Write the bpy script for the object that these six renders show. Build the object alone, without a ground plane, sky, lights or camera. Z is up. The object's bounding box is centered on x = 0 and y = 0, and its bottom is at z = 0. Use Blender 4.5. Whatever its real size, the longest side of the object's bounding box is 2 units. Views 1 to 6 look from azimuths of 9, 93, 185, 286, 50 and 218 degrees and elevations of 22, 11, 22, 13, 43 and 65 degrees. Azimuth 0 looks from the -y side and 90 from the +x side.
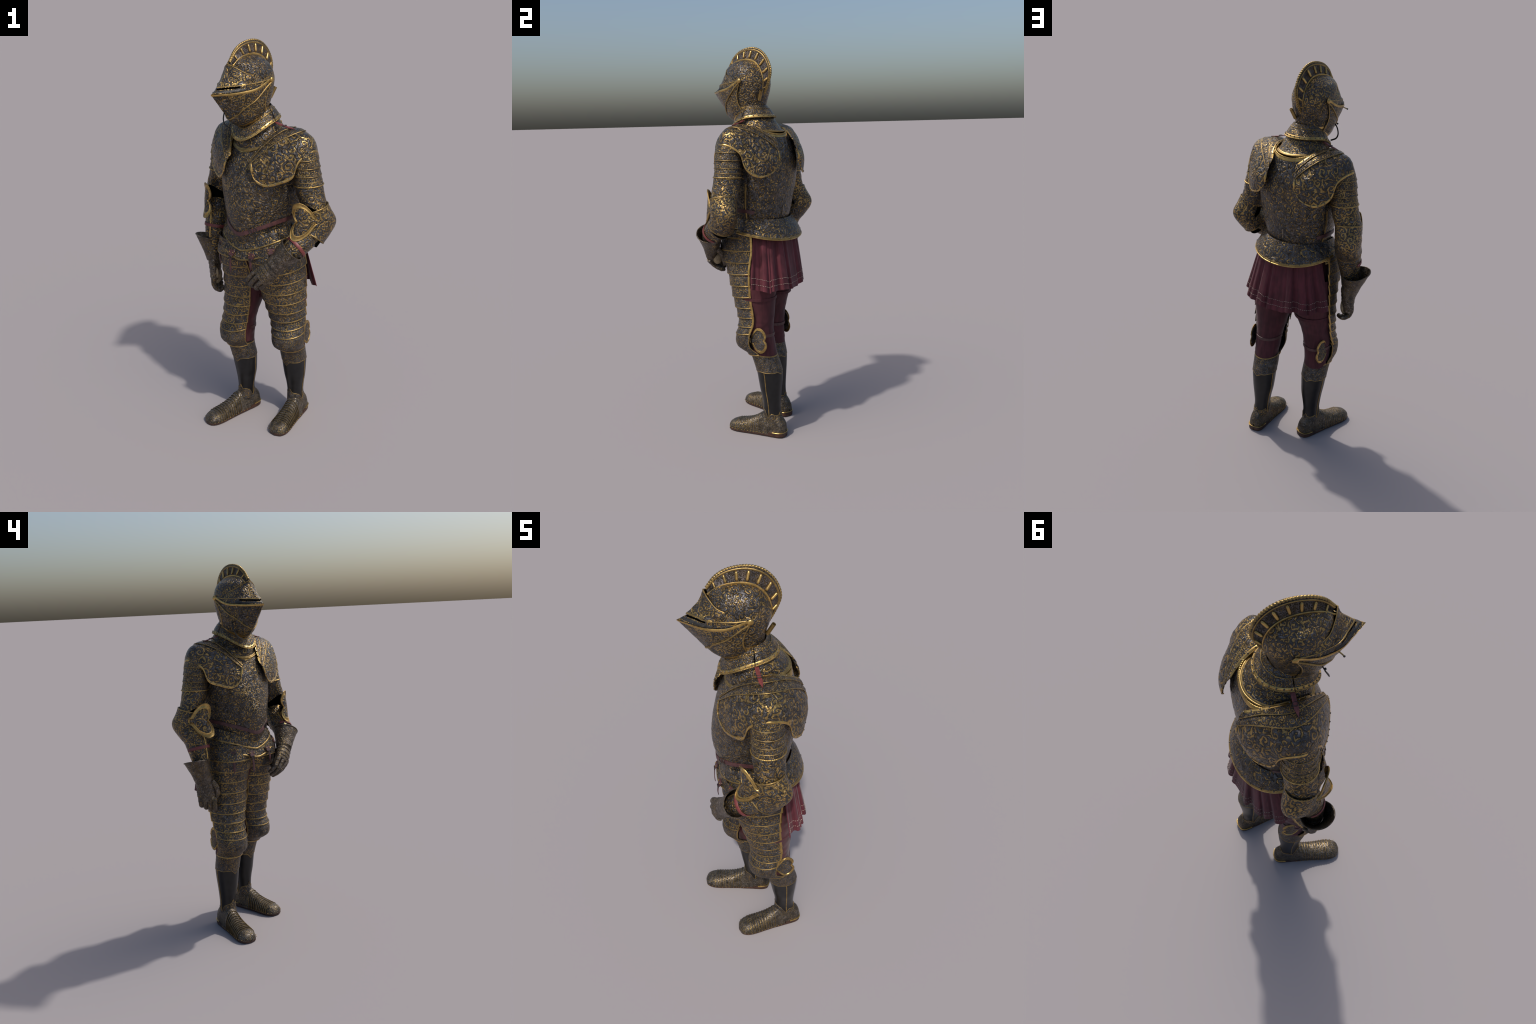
"""Etched and gilt field armour standing upright: closed helmet with a tall comb,
cuirass, laminated arms and thighs, greaves, over a crimson skirt and hose.
Everything is built in the wearer's frame (x = his left, y = his back, z up)
and turned into place by the root empty."""
import bpy, math, random
import numpy as np

random.seed(5)
pi = math.pi
A = lambda *p: np.array(p, float)

for o in list(bpy.data.objects):
    bpy.data.objects.remove(o, do_unlink=True)

# ------------------------------------------------------------------ numpy helpers
def crom(P, n, closed=False):
    """Catmull-Rom curve through control points, n samples."""
    P = np.asarray(P, float)
    k = len(P)
    if closed:
        t = np.linspace(0, k, n, endpoint=False)
        Q = np.concatenate([P[-1:], P, P[:2]])
    else:
        t = np.linspace(0, k - 1, n)
        Q = np.concatenate([2 * P[:1] - P[1:2], P, 2 * P[-1:] - P[-2:-1]])
    i = np.minimum(t.astype(int), (k - 1 if closed else k - 2))
    f = (t - i).reshape((-1,) + (1,) * (P.ndim - 1))
    a, b, c, d = Q[i], Q[i + 1], Q[i + 2], Q[i + 3]
    return 0.5 * (2 * b + (c - a) * f + (2 * a - 5 * b + 4 * c - d) * f ** 2 + (3 * b - a - 3 * c + d) * f ** 3)

def resample(P, n):
    """equal arc length resampling of a polyline"""
    P = np.asarray(P, float)
    s = np.concatenate([[0], np.cumsum(np.linalg.norm(np.diff(P, axis=0), axis=1))])
    t = np.linspace(0, s[-1], n)
    return np.stack([np.interp(t, s, P[:, i]) for i in range(P.shape[1])], 1)

def arc(P, n):
    return resample(crom(P, max(n, 60) * 2), n)

def patch(rows, nv, nu):
    """smooth surface through rows of control points -> grid (nv, nu, 3)"""
    R = np.stack([crom(r, nu) for r in rows])
    return crom(R, nv)

def unit(v):
    return v / np.maximum(np.linalg.norm(v, axis=-1, keepdims=True), 1e-9)

def gnormal(P, wrap=False):
    if wrap:
        du = np.roll(P, -1, 1) - np.roll(P, 1, 1)
    else:
        du = np.gradient(P, axis=1)
    dv = np.gradient(P, axis=0)
    n = unit(np.cross(du, dv))
    ref = P.reshape(-1, 3).mean(0)
    if (n * (P - ref)).sum() < 0:
        n = -n
    return n

def _hash(i, j, k):
    h = (i * 374761393 + j * 668265263 + k * 2147483647 + 1274126177) & 0xffffffff
    h = ((h ^ (h >> 13)) * 1274126177) & 0xffffffff
    return ((h ^ (h >> 16)) & 0xffff) / 32767.5 - 1.0

def vnoise(P, s):
    """value noise in [-1, 1]"""
    Q = P * s
    i = np.floor(Q).astype(np.int64)
    f = Q - i
    f = f * f * (3 - 2 * f)
    out = 0
    for a in (0, 1):
        for b in (0, 1):
            for c in (0, 1):
                w = np.abs(1 - a - f[..., 0]) * np.abs(1 - b - f[..., 1]) * np.abs(1 - c - f[..., 2])
                out = out + w * _hash(i[..., 0] + a, i[..., 1] + b, i[..., 2] + c)
    return out

def emboss(P, n, amp):
    """low relief of beaten ornament"""
    h = vnoise(P, 70) * 0.65 + vnoise(P + 3.1, 150) * 0.35
    return P + n * (amp * h)[..., None]

def ring(z, a, yc, bf, bb, pf=2.0, pb=2.0, th=None, x0=0.0, n=128):
    """horizontal section; th = 0 at the front, positive to +x.  z may be a callable of th"""
    if th is None:
        th = np.linspace(0, 2 * pi, n, endpoint=False)
    s, c = np.sin(th), np.cos(th)
    e = np.where(c > 0, 2 / pf, 2 / pb)
    x = a * np.sign(s) * np.abs(s) ** e
    y = yc - np.where(c > 0, bf, bb) * np.sign(c) * np.abs(c) ** e
    zz = z(th) if callable(z) else np.full_like(th, z)
    return np.stack([x0 + x, y, zz], 1)

def frames(path, up=None):
    T = unit(np.gradient(path, axis=0))
    up = A(0, -1, 0) if up is None else np.asarray(up, float)
    N = unit(up - (T @ up)[:, None] * T)
    B = np.cross(T, N)
    return T, N, B

def tube(path, r, m=24, up=None, r2=None, th=None):
    """sweep; r along N(up), r2 along B; th=0 points to `up`"""
    path = np.asarray(path, float)
    T, N, B = frames(path, up)
    r = np.broadcast_to(np.asarray(r, float), (len(path),))
    r2 = r if r2 is None else np.broadcast_to(np.asarray(r2, float), (len(path),))
    if th is None:
        th = np.linspace(0, 2 * pi, m, endpoint=False)
    return path[:, None] + N[:, None] * (r[:, None] * np.cos(th))[..., None] + B[:, None] * (r2[:, None] * np.sin(th))[..., None]

# ------------------------------------------------------------------ mesh building
ROOT = bpy.data.objects.new("suit_of_armor", None)
bpy.context.collection.objects.link(ROOT)
ROOT["label"] = "standing etched and gilded steel plate armour with crimson skirt"
ROOT["category"] = "armour"
TH = math.radians(-32.0)
ROOT.location = (-0.0079, 0.005, 0.0)
ROOT.rotation_euler = (0, 0, TH)

def grid_faces(nv, nu, wrap, keep=None):
    i, j = np.meshgrid(np.arange(nv - 1), np.arange(nu if wrap else nu - 1), indexing='ij')
    j2 = (j + 1) % nu
    F = np.stack([i * nu + j, i * nu + j2, (i + 1) * nu + j2, (i + 1) * nu + j], -1)
    if keep is not None:
        F = F[keep]
    return F.reshape(-1, 4)

def vnormals(V, F):
    n = np.zeros_like(V)
    fn = np.cross(V[F[:, 2]] - V[F[:, 0]], V[F[:, 3]] - V[F[:, 1]])
    for k in range(4):
        np.add.at(n, F[:, k], fn)
    return unit(n)

def thicken(V, F, t):
    n = vnormals(V, F)
    m = len(V)
    E = np.concatenate([F[:, [0, 1]], F[:, [1, 2]], F[:, [2, 3]], F[:, [3, 0]]])
    key = np.sort(E, 1)
    _, inv, cnt = np.unique(key[:, 0] * (m + 1) + key[:, 1], return_inverse=True, return_counts=True)
    bd = E[cnt[inv] == 1]
    W = np.concatenate([V, V - n * t])
    rim = np.stack([bd[:, 1], bd[:, 0], bd[:, 0] + m, bd[:, 1] + m], 1)
    return W, np.concatenate([F, F[:, ::-1] + m, rim])

def new_mesh(name, V, F, sharp=40, smooth=True):
    me = bpy.data.meshes.new(name)
    V = np.asarray(V, float)
    if isinstance(F, np.ndarray):
        # drop collapsed quads to triangles
        faces = []
        tri = (np.linalg.norm(V[F] - V[np.roll(F, -1, 1)], axis=2) < 1e-7)
        if tri.any():
            for f, t in zip(F.tolist(), tri):
                g = [v for v, k in zip(f, t) if not k]
                if len(g) >= 3:
                    faces.append(g)
        else:
            faces = F.tolist()
    else:
        faces = F
    me.from_pydata(V.tolist(), [], faces)
    if smooth:
        me.polygons.foreach_set("use_smooth", [True] * len(me.polygons))
        me.set_sharp_from_angle(angle=math.radians(sharp))
    me.update()
    return me

def obj(name, me, mat=None, parent=None):
    o = bpy.data.objects.new(name, me)
    bpy.context.collection.objects.link(o)
    o.parent = parent or ROOT
    if mat is not None:
        me.materials.append(mat)
    return o

def plate(name, P, mat, parent=None, wrap=False, thick=0.003, relief=0.0, keep=None, sharp=40, cap=False, flip=False):
    """a (thickened) sheet from a point grid"""
    nv, nu = P.shape[:2]
    n = gnormal(P, wrap)
    if relief:
        P = emboss(P, n, relief)
    F = grid_faces(nv, nu, wrap, keep)
    V = P.reshape(-1, 3).copy()
    vn = vnormals(V, F)
    s = (vn * n.reshape(-1, 3)).sum()
    if (s < 0) != flip:
        F = F[:, ::-1]
    if thick:
        V, F = thicken(V, F, thick)
    F = list(map(list, F.tolist())) if cap else F
    if cap and wrap and not thick:
        a = list(range(nu)); b = [(nv - 1) * nu + k for k in range(nu)]
        if s > 0:
            a = a[::-1]
        else:
            b = b[::-1]
        F += [a[::-1], b[::-1]] if flip else [a, b]
    return obj(name, new_mesh(name, V, F, sharp), mat, parent)

def strip_rows(P, edge, w0, w1, rows=5):
    """sub-grid of P within [w0,w1] metres of one edge: 'v0','v1','u0','u1'"""
    Q = P
    if edge[0] == 'u':
        Q = np.swapaxes(P, 0, 1)
    if edge[1] == '1':
        Q = Q[::-1]
    s = np.concatenate([np.zeros((1, Q.shape[1])), np.cumsum(np.linalg.norm(np.diff(Q, axis=0), axis=2), axis=0)])
    out = np.zeros((rows, Q.shape[1], 3))
    for j in range(Q.shape[1]):
        w = np.linspace(w0, w1, rows)
        for k in range(3):
            out[:, j, k] = np.interp(w, s[:, j], Q[:, j, k])
    return out

def band(name, P, edge, w0, w1, mat, parent=None, lift=0.0015, wrap=False, nrm=None, relief=0.0):
    """raised border strip lying on a plate"""
    Nn = gnormal(P, wrap) if nrm is None else nrm
    S = strip_rows(P, edge, w0, w1)
    D = strip_rows(P + Nn * 0.01, edge, w0, w1) - S
    n = unit(D)
    prof = np.array([0.2, 1, 1.15, 1, 0.2])[:, None, None]
    Q = S + n * lift * prof
    return plate2(name, Q, n, mat, parent, wrap, lift * 2.2, relief)

def plate2(name, P, n, mat, parent=None, wrap=False, thick=0.003, relief=0.0):
    nv, nu = P.shape[:2]
    if relief:
        P = emboss(P, n, relief)
    F = grid_faces(nv, nu, wrap)
    V = P.reshape(-1, 3)
    if (vnormals(V, F) * n.reshape(-1, 3)).sum() < 0:
        F = F[:, ::-1]
    V, F = thicken(V, F, thick)
    return obj(name, new_mesh(name, V, F), mat, parent)

def sweep(name, path, r, mat, parent=None, m=12, up=None, r2=None, closed=False):
    path = np.asarray(path, float)
    P = tube(path, r, m, up, r2)
    if closed:
        nv, nu = P.shape[:2]
        P = np.concatenate([P, P[:1]])
        return plate(name, P, mat, parent, wrap=True, thick=0)
    return plate(name, P, mat, parent, wrap=True, thick=0, cap=True)

def rope(name, path, r, mat, parent=None, pitch=0.012, up=None, m=14, step=0.0016):
    """roped (twisted) rim"""
    path = np.asarray(path, float)
    L = np.linalg.norm(np.diff(path, axis=0), axis=1).sum()
    path = resample(path, int(L / step))
    T, N, B = frames(path, up)
    s = np.linspace(0, L, len(path))
    th = np.linspace(0, 2 * pi, m, endpoint=False)
    rr = r * (1 + 0.20 * np.sin(th[None] * 2 - 2 * pi * s[:, None] / pitch))
    P = path[:, None] + N[:, None] * (rr * np.cos(th))[..., None] + B[:, None] * (rr * np.sin(th))[..., None]
    return plate(name, P, mat, parent, wrap=True, thick=0, cap=True)

def strap(name, path, w, t, mat, parent=None, across=None, point=0.0):
    """flat strap: path centre line, `across` = width direction(s); point = taper length at end"""
    path = np.asarray(path, float)
    T = unit(np.gradient(path, axis=0))
    ac = np.broadcast_to(np.asarray(across, float), path.shape)
    ac = unit(ac - (T * ac).sum(1, keepdims=True) * T)
    n = np.cross(T, ac)
    L = np.concatenate([[0], np.cumsum(np.linalg.norm(np.diff(path, axis=0), axis=1))])
    ww = np.full(len(path), w)
    if point:
        ww = w * np.clip((L[-1] - L) / point, 0.04, 1)
    prof = [(-.5, -.3), (-.46, .5), (0, .62), (.46, .5), (.5, -.3), (.46, -.5), (0, -.5), (-.46, -.5)]
    P = np.stack([path + ac * (ww * a)[:, None] + n * (t * b) for a, b in prof], 1)
    return plate(name, P, mat, parent, wrap=True, thick=0, cap=True, sharp=50)

def icosphere(r, sub=2, sx=1, sy=1, sz=1, name="ball"):
    import bmesh
    bm = bmesh.new()
    bmesh.ops.create_icosphere(bm, subdivisions=sub, radius=r)
    me = bpy.data.meshes.new(name)
    bm.to_mesh(me); bm.free()
    for v in me.vertices:
        v.co = (v.co.x * sx, v.co.y * sy, v.co.z * sz)
    me.polygons.foreach_set("use_smooth", [True] * len(me.polygons))
    return me

# ------------------------------------------------------------------ materials
class NT:
    def __init__(self, name):
        self.mat = bpy.data.materials.new(name)
        self.mat.use_nodes = True
        self.t = self.mat.node_tree
        self.t.nodes.clear()
        self.out = self.n('ShaderNodeOutputMaterial')
        self.bsdf = self.n('ShaderNodeBsdfPrincipled')
        self.t.links.new(self.bsdf.outputs[0], self.out.inputs[0])
    def n(self, kind, **kw):
        x = self.t.nodes.new(kind)
        for k, v in kw.items():
            setattr(x, k, v)
        return x
    def set(self, sock, v):
        if isinstance(v, bpy.types.NodeSocket):
            self.t.links.new(v, sock)
        elif v is not None:
            sock.default_value = v
    def m(self, op, a, b=None, c=None, clamp=False):
        x = self.n('ShaderNodeMath', operation=op, use_clamp=clamp)
        for s, v in zip(x.inputs, (a, b, c)):
            self.set(s, v)
        return x.outputs[0]
    def vm(self, op, a, b=None, scale=None):
        x = self.n('ShaderNodeVectorMath', operation=op)
        self.set(x.inputs[0], a)
        if b is not None:
            self.set(x.inputs[1], b)
        if scale is not None:
            self.set(x.inputs['Scale'], scale)
        return x.outputs['Value'] if op in ('DOT_PRODUCT', 'LENGTH') else x.outputs[0]
    def noise(self, vec, scale, detail=3, rough=0.5, dist=0.0, color=False):
        x = self.n('ShaderNodeTexNoise')
        self.set(x.inputs['Vector'], vec)
        x.inputs['Scale'].default_value = scale
        x.inputs['Detail'].default_value = detail
        x.inputs['Roughness'].default_value = rough
        x.inputs['Distortion'].default_value = dist
        return x.outputs['Color' if color else 'Fac']
    def ss(self, v, lo, hi, a=0.0, b=1.0):
        x = self.n('ShaderNodeMapRange', interpolation_type='SMOOTHSTEP')
        self.set(x.inputs['Value'], v)
        for k, q in (('From Min', lo), ('From Max', hi), ('To Min', a), ('To Max', b)):
            self.set(x.inputs[k], q)
        return x.outputs[0]
    def mix(self, f, a, b, blend='MIX'):
        x = self.n('ShaderNodeMix', data_type='RGBA', blend_type=blend)
        self.set(x.inputs[0], f)
        self.set(x.inputs[6], a if isinstance(a, bpy.types.NodeSocket) else (*a, 1))
        self.set(x.inputs[7], b if isinstance(b, bpy.types.NodeSocket) else (*b, 1))
        return x.outputs[2]
    def fin(self, color, rough=0.5, metal=0.0, height=None, dist=0.001, strength=1.0, **kw):
        b = self.bsdf
        self.set(b.inputs['Base Color'], color if isinstance(color, bpy.types.NodeSocket) else (*color, 1))
        self.set(b.inputs['Roughness'], rough)
        self.set(b.inputs['Metallic'], metal)
        for k, v in kw.items():
            self.set(b.inputs[k], v)
        if height is not None:
            bp = self.n('ShaderNodeBump')
            bp.inputs['Distance'].default_value = dist
            bp.inputs['Strength'].default_value = strength
            self.set(bp.inputs['Height'], height)
            self.t.links.new(bp.outputs[0], b.inputs['Normal'])
        return self.mat

GOLD = (0.385, 0.250, 0.092)
STEEL = (0.052, 0.049, 0.049)

def scroll_field(t, scale, turns=1.0):
    """acanthus scroll-work: spirals winding round scattered centres; returns signed field ~[-1.6,1.6]"""
    tc = t.n('ShaderNodeTexCoord')
    P = tc.outputs['Object']
    N = tc.outputs['Normal']
    wob = t.vm('SCALE', t.vm('SUBTRACT', t.noise(P, scale * 1.3, 2, color=True), (0.5, 0.5, 0.5)), scale=0.55 / scale)
    Q = t.vm('ADD', P, wob)
    vo = t.n('ShaderNodeTexVoronoi', voronoi_dimensions='3D', feature='F1')
    t.set(vo.inputs['Vector'], Q)
    vo.inputs['Scale'].default_value = scale
    vo.inputs['Randomness'].default_value = 0.85
    D = t.vm('SUBTRACT', Q, vo.outputs['Position'])
    T = t.vm('NORMALIZE', t.vm('CROSS_PRODUCT', N, (0.13, 0.07, 1.0)))
    B = t.vm('CROSS_PRODUCT', N, T)
    x, y = t.vm('DOT_PRODUCT', D, T), t.vm('DOT_PRODUCT', D, B)
    r = t.m('SQRT', t.m('ADD', t.m('MULTIPLY', x, x), t.m('MULTIPLY', y, y)))
    sep = t.n('ShaderNodeSeparateColor')
    t.set(sep.inputs[0], vo.outputs['Color'])
    sg = t.m('SIGN', t.m('SUBTRACT', sep.outputs[0], 0.5))
    ang = t.m('MULTIPLY', t.m('ARCTAN2', y, x), sg)
    rk = t.m('MULTIPLY', r, 2 * pi * scale * 2.1 * turns)
    ph = t.m('MULTIPLY', sep.outputs[1], 6.28)
    spiral = t.m('SINE', t.m('ADD', t.m('SUBTRACT', rk, ang), ph))
    leaf = t.m('SINE', t.m('ADD', t.m('MULTIPLY', ang, 5.0), t.m('MULTIPLY', rk, 1.3)))
    leaf = t.m('MULTIPLY', leaf, t.ss(r, 0.12 / scale, 0.5 / scale, 0.0, 0.55))
    n1 = t.m('MULTIPLY', t.m('SUBTRACT', t.noise(Q, scale * 2.2, 3, 0.55, 1.3), 0.5), 5.0)
    body = t.m('ADD', t.m('MULTIPLY', spiral, 0.75), leaf)
    far = t.ss(r, 0.30 / scale, 0.62 / scale)
    v = t.m('ADD', t.m('MULTIPLY', body, t.m('SUBTRACT', 1.0, t.m('MULTIPLY', far, 0.65))),
            t.m('MULTIPLY', n1, t.m('ADD', 0.45, t.m('MULTIPLY', far, 0.55))))
    return P, v

def damask(name, scale=22.0, cover=0.0, gold=GOLD, steel=STEEL, relief=0.0026, rough=0.31, turns=1.0,
           metal=(0.85, 0.60), line=0.55, wear=0.75):
    """blackened steel damascened with gold scrolls; cover shifts the share of gold"""
    t = NT(name)
    P, v = scroll_field(t, scale, turns)
    big = t.noise(P, 7.0, 3, 0.6)
    med = t.noise(P, 38.0, 3, 0.6)
    v2 = t.m('ADD', t.m('ADD', v, cover - 0.16), t.m('ADD', t.m('MULTIPLY', t.m('SUBTRACT', big, 0.5), 2.0 * wear), t.m('MULTIPLY', t.m('SUBTRACT', t.noise(P, scale * 4.5, 2, 0.5), 0.5), 0.9)))
    mask = t.ss(v2, -0.22, 0.22)
    edge = t.m('SUBTRACT', 1.0, t.ss(t.m('ABSOLUTE', v2), 0.05, 0.30))
    fine = t.noise(P, 240.0, 2, 0.5)
    # steel figures: dark grey, raised spots lightened to paint in grey highlights
    s1 = t.mix(t.ss(med, 0.35, 0.7), tuple(c * 0.65 for c in steel), tuple(min(1, c * 1.45) for c in steel))
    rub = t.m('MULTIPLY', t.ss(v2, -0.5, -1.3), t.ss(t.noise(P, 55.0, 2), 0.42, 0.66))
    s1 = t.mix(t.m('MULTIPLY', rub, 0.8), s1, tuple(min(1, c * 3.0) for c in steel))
    bn = t.ss(t.noise(P, 20.0, 3, 0.6), 0.48, 0.68, 0, 0.35)
    s1 = t.mix(bn, s1, (gold[0] * 0.34, gold[1] * 0.34, gold[2] * 0.45))
    g1 = t.mix(t.ss(med, 0.3, 0.75), tuple(c * 0.58 for c in gold), tuple(min(1, c * 1.15) for c in gold))
    g1 = t.mix(t.ss(t.noise(P, 14.0, 2), 0.45, 0.72, 0, 0.45), g1, (gold[0] * 0.80, gold[1] * 0.92, gold[2] * 0.9))
    col = t.mix(mask, s1, g1)
    col = t.mix(t.m('MULTIPLY', edge, line), col, (0.022, 0.019, 0.016))
    col = t.mix(t.ss(fine, 0.55, 0.78, 0, 0.28), col, (0.035, 0.028, 0.02))
    ro = t.m('ADD', t.m('MULTIPLY', t.m('SUBTRACT', med, 0.5), 0.35), rough)
    me = t.m('ADD', t.m('MULTIPLY', mask, metal[0] - metal[1]), metal[1])
    h = t.m('ADD', t.ss(v2, 0.7, -0.9), t.m('MULTIPLY', t.noise(P, scale * 6, 2), 0.5))
    h = t.m('SUBTRACT', h, t.m('MULTIPLY', edge, 0.35))
    h = t.m('ADD', h, t.m('MULTIPLY', fine, 0.10))
    return t.fin(col, ro, me, h, relief * 1.35, 1.0)

def gilt(name, col=(0.54, 0.355, 0.12), rough=0.31, metal=0.9, tarnish=0.5):
    t = NT(name)
    tc = t.n('ShaderNodeTexCoord')
    P = tc.outputs['Object']
    a = t.noise(P, 30, 4, 0.6)
    b = t.noise(P, 140, 3, 0.6)
    c = t.mix(t.ss(a, 0.35, 0.75), tuple(x * 0.68 for x in col), tuple(min(1, x * 1.15) for x in col))
    c = t.mix(t.ss(b, 0.5, 0.78, 0, tarnish), c, (0.07, 0.055, 0.035))
    return t.fin(c, t.m('ADD', rough - 0.1, t.m('MULTIPLY', a, 0.2)), metal, t.m('ADD', a, t.m('MULTIPLY', b, 0.3)), 0.0008)

def plain(name, col, rough=0.5, metal=0.0, var=0.3, scale=40, bump=0.0006, **kw):
    t = NT(name)
    tc = t.n('ShaderNodeTexCoord')
    P = tc.outputs['Object']
    a = t.noise(P, scale, 4, 0.6)
    c = t.mix(t.ss(a, 0.3, 0.7), tuple(x * (1 - var) for x in col), tuple(min(1, x * (1 + var)) for x in col))
    return t.fin(c, rough, metal, a, bump, **kw)

def cloth(name, col, scale=420):
    t = NT(name)
    tc = t.n('ShaderNodeTexCoord')
    P = tc.outputs['Object']
    st = t.n('ShaderNodeMapping')
    t.set(st.inputs[0], P)
    st.inputs['Scale'].default_value = (1, 1, 0.12)
    a = t.noise(st.outputs[0], 60, 3, 0.6)
    b = t.noise(P, scale, 2, 0.5)
    g = t.noise(P, 9, 3, 0.6)
    f = t.m('ADD', t.m('MULTIPLY', a, 0.6), t.m('MULTIPLY', g, 0.4))
    c = t.mix(t.ss(f, 0.32, 0.68), tuple(x * 0.62 for x in col), tuple(x * 1.3 for x in col))
    c = t.mix(t.ss(b, 0.45, 0.75, 0, 0.35), c, tuple(x * 0.5 for x in col))
    return t.fin(c, 0.75, 0.0, t.m('ADD', b, a), 0.0006, 0.6, **{'Sheen Weight': 0.15, 'Sheen Roughness': 0.4, 'Specular IOR Level': 0.3})

M_BODY = damask("etched_cuirass_steel", 25, -0.22, relief=0.0028, turns=1.35)
M_BACK = damask("etched_back_steel", 21, -0.32, turns=1.35)
M_HELM = damask("etched_helmet_steel", 30, -0.08, turns=1.3)
M_SHO = damask("etched_shoulder_steel", 18, -0.08, relief=0.0032, turns=1.4)
M_LAME = damask("etched_lame_steel", 38, -0.12, turns=1.2)
M_ARM = damask("etched_arm_steel", 24, -0.08, turns=1.35)
M_LEG = damask("etched_thigh_steel", 27, -0.25, turns=1.35, relief=0.0014, rough=0.45)
M_KNEE = damask("etched_knee_steel", 40, -0.40, turns=1.2, relief=0.0014, rough=0.45)
M_SHOE = damask("etched_shoe_steel", 42, -0.45, relief=0.0016, gold=(0.26, 0.185, 0.085), steel=(0.068, 0.058, 0.048), rough=0.38)
M_GAUNT = damask("etched_gauntlet_steel", 40, -0.45, relief=0.0016, gold=(0.30, 0.20, 0.08), steel=(0.078, 0.064, 0.052), rough=0.42)
M_GILT = gilt("gilded_border")
M_GILT2 = gilt("worn_gilded_border", (0.36, 0.243, 0.088), 0.42, 0.85, 0.7)
M_BLACK = plain("black_steel", (0.007, 0.007, 0.0075), 0.34, 0.2, 0.4, 30, 0.0004)
M_LINING = plain("dark_lining", (0.004, 0.004, 0.004), 1.0, 0, 0.2, 30, **{'Specular IOR Level': 0.0})  # near-black without gloss
M_DARK = plain("bare_dark_steel", (0.05, 0.048, 0.045), 0.5, 0.7, 0.4, 60)
M_COMB = damask("etched_comb_steel", 70, -0.75, steel=(0.055, 0.047, 0.045), relief=0.0025)
M_RED = cloth("crimson_wool", (0.090, 0.018, 0.026))
M_HOSE = cloth("crimson_hose", (0.066, 0.016, 0.021))
M_LEATHER = plain("red_leather", (0.135, 0.028, 0.026), 0.5, 0, 0.3, 60)
M_BROWN = plain("dark_red_leather", (0.068, 0.024, 0.024), 0.5, 0, 0.3, 60)
M_SOLE = plain("sole_leather", (0.045, 0.018, 0.010), 0.5, 0, 0.4, 50)
M_BUFF = plain("buff_leather", (0.26, 0.20, 0.12), 0.8, 0, 0.25, 60)
M_THREAD = plain("stitch_thread", (0.34, 0.27, 0.22), 0.8, 0, 0.2, 200)
M_LINE = gilt("engraved_gilt_line", (0.27, 0.185, 0.075), 0.45, 0.8, 0.8)
M_RIVET = plain("rivet_steel", (0.16, 0.14, 0.115), 0.35, 0.85, 0.3, 90)
M_RIVETG = gilt("rivet_gilt", (0.42, 0.28, 0.09), 0.35)

RIVET = icosphere(0.0036, 2, name="rivet")
RIVET.materials.append(M_RIVET)
RIVETG = icosphere(0.0032, 2, name="gilt_rivet")
RIVETG.materials.append(M_RIVETG)
def rivet(p, parent=None, me=None, s=1.0):
    o = bpy.data.objects.new("rivet", me or RIVET)
    bpy.context.collection.objects.link(o)
    o.parent = parent or ROOT
    o.location = tuple(p)
    o.scale = (s, s, s)

def rivets(P, edge, w, spacing, parent, u0=0.02, u1=0.98, lift=0.002, s=1.0, me=None, closed=False):
    n = gnormal(P, closed)
    a = strip_rows(P, edge, w, w + 0.001, 2)[0]
    b = strip_rows(P + n * 0.01, edge, w, w + 0.001, 2)[0]
    path = a + unit(b - a) * lift
    if closed:
        path = np.concatenate([path, path[:1]])
    k = len(path)
    path = path[int(k * u0):max(2, int(k * u1))]
    L = np.linalg.norm(np.diff(path, axis=0), axis=1).sum()
    c = max(2, int(round(L / spacing)) + 1)
    Q = resample(path, c)
    for q in (Q[:-1] if closed else Q):
        rivet(q, parent, me, s)

TA = np.linspace(0, 2 * pi, 160, endpoint=False)

# mirrored pairs sit 10 mm to the wearer's left at arm's width
def side(P, s):
    P = np.array(P, float)
    sh = 0.007 * np.clip((np.abs(P[..., 0]) - 0.1) / 0.1, 0, 1)
    P[..., 0] = P[..., 0] * s + sh
    return P

# ================================================================== HELMET
hy = math.radians(-4.0)
HC = A(-0.004, -0.003, 0)
def H(P):
    P = np.array(P, float)
    x, y = P[..., 0].copy(), P[..., 1].copy()
    P[..., 0] = math.cos(hy) * x - math.sin(hy) * y + HC[0]
    P[..., 1] = math.sin(hy) * x + math.cos(hy) * y + HC[1]
    return P

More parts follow.
